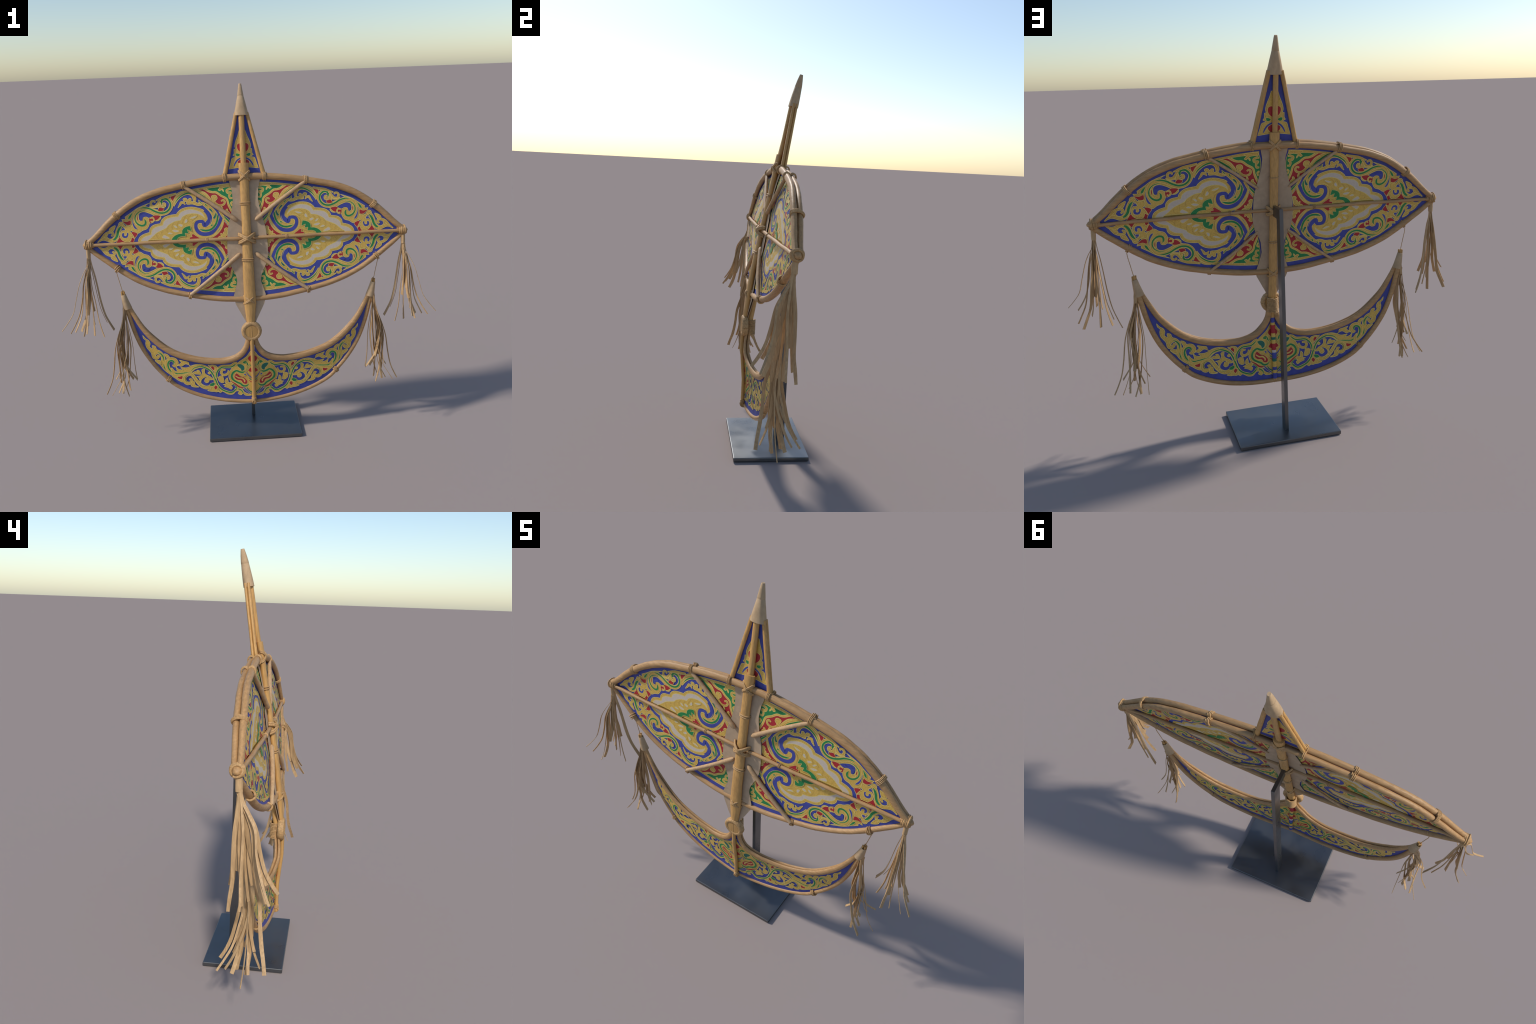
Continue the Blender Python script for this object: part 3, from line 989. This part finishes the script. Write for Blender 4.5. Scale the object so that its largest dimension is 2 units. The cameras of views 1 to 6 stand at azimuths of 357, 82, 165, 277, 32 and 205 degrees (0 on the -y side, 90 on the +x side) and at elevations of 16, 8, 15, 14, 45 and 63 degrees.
def motif(surface, name, elements):
    b = build_motif(elements)
    if surface == "crescent":
        for face in (-1, 1):
            folds = [CRESCENT_STEP * i for i in range(1, 11)] + [0.05 * i for i in range(1, 14) if i != 2 and i != 4]
            me = folded_mesh(name, b, folds, [CRESCENT_STEP * i for i in range(17, 28)] if name in ("heart_flower", "vine_scroll") else [],
                             lambda q: Vector((max(q.x, 0.0), crescent_y(max(q.x, 0.0), q.y) + face * (0.0004 + q.z * 1.3), q.y)))
            for s in (1, -1):
                place(surface, name, me, Matrix.Diagonal((s, 1, 1, 1)), CRESCENT)
    elif surface == "fin":
        for face in (1, -1):
            me = folded_mesh(name, b, [], [], lambda q: Vector((q.x, q.y, FIN_W + face * q.z)))
            for s in (1, -1):
                place(surface, name, me, KITE @ Matrix.Diagonal((s, 1, 1, 1)), FIN)
    else:
        for up in (1, -1):
            for face in (1, -1):
                me = folded_mesh(name, b, [0.06 * i for i in range(1, 14)], [0.18, 0.24, 0.30],
                                 lambda q: Vector((q.x, q.y * up, sail_w(q.x, q.y * up) + face * q.z)))
                for s in (1, -1):
                    place(surface, name, me, KITE @ Matrix.Diagonal((s, 1, 1, 1)), SAIL)


# control points in millimetres: (across, up) from the spine and the middle rib for the wings,
# (across, height above ground) for the crescent; a trailing 1 is a sharp corner; widths in mm
motif('sail', 'medallion', [
    fill('gold', [(579, -4), (578, 7), (570, 27), (549, 42), (515, 52, 1), (512, 70), (494, 88), (455, 96, 1), (448, 113), (429, 129), (404, 137), (368, 141, 1), (360, 152), (340, 167), (311, 175), (281, 175), (251, 168), (227, 158), (211, 139), (205, 116), (212, 93, 1), (234, 101), (252, 73), (238, 36), (212, 27, 1), (214, -4, 1)]),
    fill('white', [(565, -5, 1), (563, 9), (550, 25), (507, 40, 1), (502, 61), (482, 77), (443, 86, 1), (436, 105), (419, 119), (395, 125), (360, 128, 1), (345, 149), (316, 161), (288, 163), (258, 155), (234, 142), (223, 125), (220, 113, 1), (231, 125), (253, 136), (279, 141), (313, 137), (338, 124), (347, 108, 1), (376, 104), (413, 85), (425, 71, 1), (447, 61), (476, 48), (504, 25), (532, 2), (534, -6, 1)]),
    fill('white', [(361, 85), (349, 88), (338, 81), (345, 73)]),
    fill('white', [(387, 82), (377, 81), (366, 70), (374, 68)]),
    fill('white', [(395, 56), (379, 59), (359, 51), (379, 46)]),
    fill('white', [(450, 22), (439, 34), (425, 27), (410, 15), (432, 14)]),
    fill('white', [(328, 93), (319, 113), (311, 107), (316, 95)]),
    fill('white', [(298, 116), (282, 124), (259, 127), (278, 115)]),
    fill('white', [(420, 41), (410, 47), (394, 38), (408, 37)]),
    band('gold_line', [(313, 136), (327, 120), (336, 100), (345, 88)], [0.4, 0.8, 0.8, 0.4], plain),
    band('gold_line', [(281, 139), (302, 125), (311, 109), (304, 94)], [0.4, 0.8, 0.8, 0.4], plain),
    band('gold_line', [(255, 135), (268, 117), (283, 105), (295, 98)], [0.4, 0.8, 0.8, 0.4], plain),
    band('gold_line', [(347, 107), (360, 97), (369, 81), (364, 65)], [0.4, 0.8, 0.8, 0.4], plain),
    band('gold_line', [(376, 103), (389, 90), (396, 74), (391, 60)], [0.4, 0.8, 0.8, 0.4], plain),
    band('gold_line', [(414, 83), (421, 67), (423, 53), (416, 45)], [0.4, 0.8, 0.8, 0.4], plain),
    band('gold_line', [(447, 59), (452, 45), (449, 32)], [0.4, 0.8, 0.4], plain),
    band('gold_line', [(476, 46), (479, 30), (468, 17)], [0.4, 0.8, 0.4], plain),
    band('gold_line', [(365, 14), (349, 19), (324, 18), (303, 27), (279, 34)], [0.4, 0.8, 0.8, 0.8, 0.4], plain),
    band('gold_line', [(287, 34), (289, 65), (282, 91), (258, 108)], [0.4, 1.6, 1.6, 0.4], plain),
    fill('green', [(404, -1, 1), (400, 11), (385, 27), (364, 36), (344, 38, 1), (343, 53), (334, 66), (317, 74), (300, 77, 1), (292, 48, 1), (304, 51), (315, 57, 1), (309, 37, 1), (319, 37), (328, 39, 1), (324, 21, 1), (348, 21), (365, 15), (376, -2, 1)]),
    fill('red', [(305, -6, 1), (305, 14), (291, 18, 1), (294, 29), (285, 32), (271, 22), (251, 7), (252, -6, 1)]),
])

motif('sail', 'spiral_band', [
    band('gold', [(249, 196), (224, 189), (198, 170), (177, 147), (165, 124), (166, 100), (178, 74), (202, 58), (227, 58), (240, 73), (246, 79)], [10.2, 14.2, 22.4, 26.5, 30.5, 30.5, 28.5, 24.4, 22.4, 28.5, 8.1]),
    band('gold', [(195, 121), (196, 103), (207, 87), (224, 78), (245, 96), (263, 92), (269, 74), (264, 52), (244, 32), (214, 28), (185, 35), (160, 59), (142, 86), (132, 112), (136, 129)], [12.2, 16.3, 24.4, 20.3, 24.4, 30.5, 32.6, 33.6, 33.6, 32.6, 32.6, 30.5, 28.5, 22.4, 12.2]),
    fill('gold', [(258, 76), (249, 86), (237, 85), (230, 74), (220, 60), (241, 57), (255, 63)]),
    band('blue', [(219, 155), (202, 136), (196, 115), (197, 103), (207, 87), (223, 75), (231, 94), (245, 97), (262, 92), (269, 74), (264, 52), (244, 33), (214, 28), (185, 36), (162, 59), (144, 86), (134, 112), (141, 131)], [15.3, 17.9, 18.3, 17.3, 23.4, 19.3, 17.3, 17.3, 17.3, 17.3, 18.7, 19.9, 20.3, 19.9, 18.7, 17.3, 16.3, 6.1], plain),
    band('green', [(249, 56), (233, 50), (213, 47), (190, 52), (169, 69), (156, 93), (152, 117), (159, 138)], [2.0, 9.2, 10.2, 10.2, 10.2, 10.2, 8.1, 2.0]),
    fill('teal', [(176, 113), (168, 126), (163, 142), (158, 126), (165, 108), (173, 107)]),
    fill('teal', [(198, 163), (188, 164), (177, 151), (175, 137), (183, 145)]),
    fill('green', [(216, 192), (209, 188), (204, 175), (211, 177)]),
    fill('green', [(248, 211), (237, 202), (228, 186), (241, 197)]),
    fill('green', [(192, 73), (185, 79), (178, 78), (183, 69)]),
])

motif('sail', 'corner_panel', [
    fill('green', [(209, 273, 1), (77, 291, 1), (63, 249), (63, 206), (72, 148, 1), (99, 211, 1), (128, 230), (152, 247, 1), (180, 254)]),
    fill('red', [(256, 267, 1), (221, 269, 1), (180, 248), (154, 242, 1), (127, 224), (100, 206, 1), (89, 171), (74, 134, 1), (78, 114, 1), (123, 138), (150, 168), (174, 200), (187, 222), (210, 248)]),
    band('gold', [(221, 272), (188, 253), (170, 248), (154, 247, 1), (128, 228), (99, 209, 1), (89, 173), (73, 136)], [8.1, 9.0, 8.1, 8.1, 8.1, 8.1, 7.3, 6.1]),
    band('gold', [(286, 265), (225, 271), (164, 278), (103, 283), (71, 285)], [4.1, 7.3, 11.2, 12.2, 12.2]),
    fill('gold', [(144, 281), (132, 270), (141, 259), (131, 254), (125, 260), (113, 248), (113, 257), (120, 266), (104, 271), (92, 272), (76, 270), (75, 284)]),
    band('gold', [(70, 261), (84, 260), (96, 254), (91, 242), (75, 241), (84, 228), (80, 213), (68, 213)], [6.1, 9.2, 9.2, 11.2, 9.2, 8.1, 8.1, 6.1]),
    band('gold', [(67, 194), (76, 187), (72, 170)], [6.1, 8.1, 4.1]),
    fill('gold', [(179, 226), (167, 232), (153, 229), (148, 214), (156, 205), (166, 197), (172, 205)]),
    band('gold', [(168, 203), (159, 189), (145, 179), (131, 176), (115, 182), (109, 194), (117, 204), (129, 199)], [8.1, 9.2, 8.5, 8.1, 8.5, 8.5, 8.1, 5.3]),
    fill('gold', [(129, 171), (121, 161), (124, 151), (130, 157)]),
    fill('gold', [(102, 156), (96, 155), (96, 147), (86, 135), (81, 122), (99, 129), (111, 136)]),
])

motif('sail', 'fern_scroll', [
    band('gold', [(327, 250), (294, 260), (266, 259), (236, 251), (213, 236), (196, 217), (183, 194)], [4.1, 9.4, 12.2, 14.2, 12.2, 10.2, 4.1]),
    band('green', [(280, 263), (260, 254), (237, 238), (214, 223), (193, 200)], [2.0, 6.1, 9.0, 7.3, 2.0]),
    band('gold', [(230, 253), (211, 242), (192, 219), (169, 192)], [4.1, 6.9, 6.9, 3.3]),
    band('gold', [(385, 187), (372, 209), (352, 230), (325, 246), (295, 249), (275, 237), (268, 216), (271, 198)], [18.3, 20.3, 18.3, 17.5, 17.5, 17.5, 16.3, 8.1]),
    band('green', [(372, 199), (357, 220), (327, 241), (301, 249), (281, 245)], [1.6, 5.7, 6.9, 7.3, 2.0]),
    band('gold', [(379, 217), (362, 241), (339, 255), (310, 261)], [3.3, 6.9, 6.9, 4.1]),
    band('gold', [(358, 174), (347, 188), (338, 201), (326, 199), (318, 189)], [1.6, 8.1, 12.2, 10.2, 2.0]),
    fill('gold', [(329, 219), (318, 224), (309, 220), (305, 212), (296, 221), (286, 219), (286, 205), (269, 204), (257, 197), (230, 184), (250, 181), (280, 190), (310, 192), (312, 204), (323, 207)]),
    fill('red', [(394, 234), (379, 239), (362, 244), (371, 231), (384, 211)]),
    band('gold', [(472, 218), (445, 229), (424, 236), (396, 242), (362, 251)], [4.1, 9.0, 12.2, 10.2, 4.9]),
    band('gold', [(143, 149), (124, 120), (105, 95), (94, 72)], [4.1, 12.2, 11.4, 6.1]),
    fill('green', [(122, 122), (106, 112), (90, 94), (90, 84), (108, 101)]),
])

motif('sail', 'side_panel', [
    fill('red', [(188, -6, 1), (185, 9), (161, 23), (140, 46), (124, 77), (119, 95, 1), (96, 64, 1), (102, 35), (106, -6, 1)]),
    fill('gold', [(119, 49), (109, 57), (100, 54), (104, 35), (108, 17), (119, 8), (134, 8), (139, 29), (129, 24), (123, 35), (116, 36)]),
    fill('gold', [(154, 5), (144, 14), (130, 8), (138, 0)]),
    band('gold', [(213, 10), (184, 14), (159, 28), (138, 51), (124, 81), (119, 110)], [6.1, 6.1, 5.3, 4.9, 4.9, 2.8]),
])

motif('sail', 'leaf_scroll', [
    fill('gold', [(506, 207, 1), (537, 196), (572, 182), (604, 161), (639, 139, 1), (638, 127), (658, 127, 1), (651, 118), (631, 114), (610, 121, 1), (612, 97, 1), (624, 97), (632, 98), (639, 82), (634, 68), (612, 67), (591, 53), (573, 50), (552, 63), (529, 71), (515, 92), (511, 120), (527, 134), (546, 130), (552, 114), (564, 117), (568, 137), (562, 155), (539, 162), (508, 152), (481, 139), (451, 136), (420, 144, 1), (449, 160), (498, 180), (532, 190)]),
    fill('red', [(574, 144), (571, 127), (573, 115), (580, 124)]),
    fill('red', [(512, 131), (501, 132), (484, 141), (452, 135), (465, 115), (486, 111), (503, 100), (512, 104)]),
    band('gold', [(510, 126), (493, 128), (488, 115), (497, 106), (506, 112)], [4.1, 5.3, 6.1, 6.1, 3.3]),
    fill('gold', [(480, 111), (466, 118), (451, 132), (451, 124), (464, 112)]),
    band('gold', [(441, 198), (447, 212), (437, 225), (419, 227), (401, 216), (392, 198), (400, 172), (421, 153), (450, 148), (479, 158), (507, 173), (534, 181), (556, 177), (575, 164), (586, 144), (586, 122), (578, 104), (560, 90)], [8.1, 16.3, 18.3, 19.5, 20.3, 20.3, 20.3, 20.3, 19.5, 18.3, 17.5, 17.5, 18.3, 18.3, 18.3, 17.1, 15.1, 8.1]),
    band('green', [(441, 200), (444, 212), (436, 223), (419, 224), (403, 212), (396, 194), (402, 172), (422, 155), (450, 151), (479, 161), (506, 176), (534, 183), (556, 181)], [10.2, 11.8, 10.2, 9.4, 9.4, 9.4, 9.0, 9.0, 9.0, 9.0, 8.1, 6.9, 2.0]),
    band('green', [(535, 169), (559, 164), (577, 152), (586, 134), (585, 114), (572, 97), (552, 89), (536, 95), (533, 111), (538, 122)], [2.0, 3.7, 4.9, 5.7, 6.5, 8.5, 9.8, 9.8, 9.4, 2.8]),
    fill('blue', [(565, 150, 1), (554, 143, 1), (543, 151, 1), (533, 150, 1), (526, 141, 1), (514, 149, 1), (489, 140, 1), (509, 131), (529, 137), (545, 132), (550, 116, 1), (559, 118, 1), (563, 129)], plain),
    fill('blue', [(603, 131), (600, 137), (599, 115), (590, 92), (578, 71), (591, 74), (601, 92)]),
    fill('green', [(624, 126), (620, 140), (608, 153), (597, 161), (604, 145), (613, 129)]),
    fill('red', [(655, 117), (631, 114), (611, 120), (612, 97), (632, 96), (644, 105)]),
    band('gold', [(478, 206), (479, 214), (492, 215), (499, 205), (493, 189), (477, 188), (465, 199), (456, 213), (445, 222)], [4.9, 8.1, 9.4, 10.2, 10.2, 10.2, 9.4, 8.1, 4.1]),
    fill('gold', [(508, 192), (498, 186), (474, 185), (459, 191), (462, 183), (482, 179), (498, 180)]),
    fill('gold', [(458, 203), (450, 210), (445, 194), (437, 188), (438, 202), (428, 205), (420, 197), (423, 183), (436, 180), (446, 184), (454, 174), (460, 171)]),
    fill('red', [(463, 171), (452, 182), (440, 178), (431, 177), (434, 165), (443, 161), (463, 163)]),
])

motif('sail', 'tip_scroll', [
    fill('red', [(695, 2), (690, 12), (673, 33), (657, 22), (630, 11), (614, 38), (608, 59), (579, 48), (595, 23), (609, -3)]),
    fill('gold', [(676, 100), (669, 112), (657, 113), (644, 95), (633, 88), (610, 93), (610, 65), (618, 61), (607, 46), (597, 23), (610, 30), (618, 12), (638, 7), (660, 16), (671, 33), (669, 53), (660, 67), (642, 70), (645, 82), (661, 91)]),
    fill('blue', [(662, 69), (659, 79), (649, 82), (643, 70)]),
    fill('blue', [(663, 45), (657, 56), (649, 54), (649, 42), (643, 39), (636, 45), (636, 56), (627, 53), (627, 43), (635, 29), (649, 27), (659, 32)]),
    band('gold', [(654, 103), (669, 90), (680, 68), (688, 44), (701, 24), (718, 17), (736, 22), (748, 37), (748, 51), (733, 60), (715, 62), (708, 51), (718, 40)], [10.2, 20.3, 22.8, 23.6, 24.4, 20.3, 16.3, 15.1, 13.4, 12.2, 12.2, 11.4, 6.1]),
    band('green', [(662, 91), (672, 80), (681, 62), (687, 42), (699, 26), (718, 16)], [4.1, 11.0, 12.2, 12.2, 11.4, 2.4]),
    fill('gold', [(727, 66), (726, 78), (711, 90), (693, 96), (697, 83), (708, 65), (719, 62)]),
    fill('red', [(722, 67), (719, 73), (717, 69)]),
    band('gold', [(710, 13), (734, 20), (753, 27), (769, 26), (793, 10)], [12.2, 14.2, 14.2, 12.2, 2.8]),
    band('gold', [(738, 44), (747, 53), (763, 38), (775, 26)], [4.1, 12.2, 10.2, 4.1]),
])

motif('fin', 'spire_flower', [
    fill('gold', [(-6, 570, 1), (16, 564, 1), (24, 538), (36, 509), (42, 482), (39, 469), (47, 467, 1), (48, 444), (54, 436, 1), (40, 427), (59, 420), (67, 397), (78, 365, 1), (48, 369), (4, 374, 1)]),
    fill('red', [(32, 482), (28, 493), (16, 498), (-2, 494, 1), (0, 444, 1), (14, 450), (28, 465)]),
    fill('green', [(40, 444), (31, 446), (16, 438), (23, 430), (35, 430)]),
    band('blue', [(51, 378), (45, 392), (31, 410), (1, 424)], [5.3, 7.9, 8.6, 8.6]),
    fill('red', [(31, 402), (22, 410), (2, 417), (4, 374), (27, 388)]),
])

motif('crescent', 'vine_scroll', [
    fill('gold', [(364, 374), (349, 420), (320, 434), (286, 434), (255, 422), (231, 399), (215, 370), (204, 339), (193, 306), (175, 282), (152, 270), (127, 262), (111, 271), (102, 283), (85, 284), (66, 277), (52, 257), (16, 238), (48, 238), (61, 251), (72, 241), (89, 251), (82, 263), (97, 266), (119, 247), (145, 248), (176, 266), (187, 259), (207, 288), (218, 319), (225, 356), (240, 390), (260, 406), (289, 414), (317, 408), (342, 388)]),
    band('green', [(359, 383), (337, 404), (315, 418), (289, 421), (260, 411), (235, 391), (220, 363), (209, 333), (199, 304), (179, 279), (154, 265), (127, 258), (112, 266), (96, 279), (79, 276), (65, 263), (59, 246)], [3.9, 6.7, 7.1, 7.1, 7.5, 7.5, 7.5, 7.5, 7.5, 7.5, 7.5, 7.5, 7.5, 7.1, 6.7, 5.9, 2.0]),
    band('gold', [(206, 347), (207, 375), (195, 400), (172, 417), (145, 419), (119, 421), (100, 434), (86, 443)], [11.8, 17.7, 17.7, 17.7, 17.7, 19.7, 19.7, 7.9]),
    band('green', [(206, 351), (203, 375), (191, 398), (170, 414), (145, 415), (119, 416), (101, 428), (96, 435)], [3.9, 7.1, 7.5, 7.1, 6.7, 6.7, 5.9, 2.0]),
    band('gold', [(94, 278), (91, 294), (101, 308), (118, 314), (129, 302)], [9.8, 15.8, 15.8, 13.8, 7.9]),
    band('green', [(98, 275), (96, 292), (105, 305), (120, 308)], [3.2, 6.7, 7.5, 3.9]),
    fill('gold', [(157, 319, 1), (155, 338), (145, 350, 1), (141, 331), (141, 319), (150, 314)]),
    fill('gold', [(171, 308, 1), (150, 314), (126, 322), (118, 309), (129, 300), (119, 292), (126, 278), (143, 288), (164, 296, 1), (159, 303)]),
    band('gold', [(152, 398), (169, 398), (177, 383), (166, 368), (147, 371), (137, 384), (137, 396)], [5.9, 11.0, 11.8, 11.8, 11.8, 9.8, 4.7]),
    fill('gold', [(193, 356), (171, 362), (167, 348), (164, 322), (177, 320), (192, 332)]),
    fill('gold', [(248, 429), (238, 427), (229, 429), (216, 428), (202, 423), (196, 412), (204, 389), (214, 387), (226, 403)]),
    fill('red', [(233, 416), (224, 423), (213, 410), (217, 396), (224, 402)]),
    fill('gold', [(259, 276), (241, 284), (241, 293), (228, 298), (214, 309), (198, 299), (199, 278), (187, 259), (199, 266), (210, 264), (221, 267), (238, 268)]),
    fill('red', [(222, 292), (211, 305), (202, 294), (213, 278)]),
])

motif('crescent', 'leaf_scroll', [
    band('gold', [(361, 388), (341, 374), (323, 347), (306, 321), (285, 300), (262, 292), (236, 300), (218, 314)], [19.7, 19.7, 18.9, 18.9, 19.7, 19.7, 19.7, 7.9]),
    band('olive', [(351, 376), (333, 359), (316, 333), (294, 307), (264, 295)], [1.6, 5.1, 5.1, 5.1, 1.6]),
    fill('gold', [(335, 386, 1), (320, 393), (311, 390), (312, 400, 1), (301, 399), (294, 389), (290, 375), (305, 375), (321, 377)]),
    fill('gold', [(285, 401, 1), (276, 406), (267, 404, 1), (269, 383), (260, 371), (241, 360), (221, 340, 1), (243, 339), (253, 348), (263, 357), (280, 351), (292, 335), (291, 314), (281, 301, 1), (298, 314), (299, 337), (305, 356), (316, 362, 1), (294, 366), (283, 377)]),
    fill('gold', [(268, 348), (257, 350), (247, 341), (250, 327), (263, 322), (273, 332), (271, 339)]),
    fill('gold', [(248, 387), (238, 388), (235, 380), (243, 374), (251, 380)]),
    fill('green', [(247, 305), (237, 318), (218, 321), (216, 309), (228, 300)]),
    fill('gold', [(359, 320), (341, 331), (331, 329), (324, 307), (305, 297), (333, 297), (350, 307), (338, 315)]),
])

motif('crescent', 'heart_flower', [
    fill('gold', [(-3, 514, 1), (10, 512), (32, 481), (69, 452, 1), (82, 441), (98, 427), (122, 400), (137, 361), (126, 326), (99, 304), (68, 284), (49, 274), (12, 235, 1), (3, 235, 1), (-7, 514, 1)]),
    fill('red', [(27, 467), (11, 488), (-8, 487), (-7, 443), (10, 444)]),
    fill('green', [(57, 442), (42, 454), (29, 444), (23, 418), (34, 430)]),
    fill('teal', [(87, 430), (66, 433), (48, 419), (48, 398), (63, 389), (69, 403), (81, 415)]),
    band('green', [(42, 391), (57, 381), (76, 385), (91, 392), (110, 381), (119, 361), (113, 337), (92, 321), (73, 311), (59, 298), (40, 297), (25, 309)], [2.0, 9.8, 11.0, 9.8, 11.0, 10.6, 10.6, 10.6, 10.2, 10.2, 9.1, 2.0]),
    fill('red', [(93, 377), (75, 361), (48, 346), (33, 322), (40, 308), (58, 312), (69, 329), (92, 335), (106, 353)]),
    band('gold', [(99, 360), (82, 347), (61, 343), (49, 328), (51, 319)], [2.0, 4.7, 5.1, 5.1, 2.8]),
    fill('red', [(28, 391), (9, 413), (-5, 413), (-4, 380), (19, 384)]),
    band('red', [(126, 327), (103, 311), (80, 291), (49, 286)], [3.2, 7.9, 9.1, 3.9]),
    band('blue', [(57, 291), (41, 271), (16, 247)], [3.9, 8.7, 4.7]),
    fill('blue', [(52, 368), (45, 373), (39, 368), (43, 360)]),
    band('blue', [(38, 382), (24, 360), (4, 341)], [3.2, 5.9, 5.1]),
    band('red', [(25, 332), (15, 323), (3, 315)], [3.2, 5.1, 5.1]),
    band('teal', [(38, 288), (30, 271), (7, 254)], [3.2, 7.1, 7.1]),
    band('olive', [(38, 444), (33, 416), (38, 393), (58, 371)], [1.2, 3.5, 3.5, 1.2]),
    band('olive', [(17, 439), (18, 421), (27, 402)], [1.2, 3.2, 1.2]),
    band('green', [(21, 435), (15, 425), (9, 425)], [1.2, 4.3, 2.8]),
    band('teal', [(25, 351), (17, 337), (4, 332)], [1.6, 5.1, 3.9]),
    band('gold_line', [(50, 445), (33, 463), (15, 490)], [0.8, 1.6, 0.8], plain),
    band('gold_line', [(112, 400), (126, 368), (121, 340), (98, 320)], [0.8, 1.6, 1.6, 0.8], plain),
    band('gold_line', [(85, 371), (65, 352), (46, 356), (32, 370)], [0.8, 1.6, 1.6, 0.8], plain),
])

motif('crescent', 'flame_scroll', [
    fill('gold', [(597, 614, 1), (582, 594), (566, 582), (559, 563), (563, 545), (547, 533), (549, 552), (532, 547), (525, 529), (506, 519), (488, 497), (483, 469), (481, 445), (468, 420), (444, 397), (428, 394), (444, 369), (468, 382), (495, 408), (513, 436), (526, 446), (540, 463), (519, 464), (508, 461), (504, 476), (516, 504), (533, 495), (529, 480), (514, 486), (524, 471), (541, 474), (551, 493), (560, 512), (571, 527), (581, 543), (584, 567), (581, 582), (593, 595)]),
    band('green', [(522, 512), (505, 502), (493, 482), (494, 461)], [2.1, 6.8, 7.9, 2.6]),
    band('green', [(495, 442), (491, 420), (486, 406)], [2.1, 6.3, 2.1]),
    band('gold', [(549, 508), (543, 483), (529, 478), (518, 490), (523, 497)], [15.8, 18.4, 16.8, 13.1, 5.3]),
    band('gold', [(440, 378), (461, 401), (473, 429), (472, 454), (453, 469), (431, 465), (421, 446), (432, 429), (445, 434)], [13.1, 22.1, 22.1, 22.1, 21.0, 21.0, 19.4, 15.8, 6.3]),
    band('green', [(448, 385), (465, 410), (470, 435), (463, 455), (446, 461), (436, 451), (438, 440)], [3.7, 8.4, 8.9, 8.9, 8.9, 8.4, 3.7]),
    fill('gold', [(485, 503), (468, 497), (458, 481), (468, 469), (478, 485)]),
    fill('gold', [(422, 428), (410, 437), (395, 449), (404, 463), (381, 457), (356, 449), (351, 429), (334, 428), (292, 433), (293, 418), (327, 406), (345, 391), (374, 383), (415, 375), (444, 369), (451, 419), (436, 400), (422, 394), (426, 422), (412, 409), (387, 405), (400, 418), (366, 417), (346, 426), (371, 439), (397, 425), (411, 430)]),
    band('green', [(438, 389), (423, 381), (400, 382), (374, 386), (348, 388)], [2.6, 7.9, 7.4, 4.7, 2.1]),
    band('green', [(345, 396), (327, 413), (307, 420), (284, 422)], [2.1, 4.2, 5.3, 5.3]),
    fill('gold', [(452, 369), (435, 375), (386, 380), (343, 385), (322, 360), (299, 321), (300, 306), (323, 335), (338, 366), (360, 376), (381, 367), (392, 330), (417, 340), (433, 353)]),
    fill('red', [(423, 362), (410, 364), (394, 367), (397, 348), (416, 351)]),
    band('gold', [(344, 373), (364, 373), (382, 358), (383, 333), (367, 320), (346, 329), (347, 345), (358, 345)], [7.9, 14.2, 15.8, 16.8, 16.8, 14.7, 11.6, 5.3]),
    band('olive', [(347, 368), (367, 369), (378, 355), (376, 336), (361, 329)], [1.6, 4.7, 5.8, 5.8, 1.6]),
    fill('gold', [(346, 329), (332, 335), (325, 310), (308, 300), (337, 299), (349, 309)]),
    fill('gold', [(540, 465), (519, 464), (508, 455), (509, 442), (522, 446)]),
])
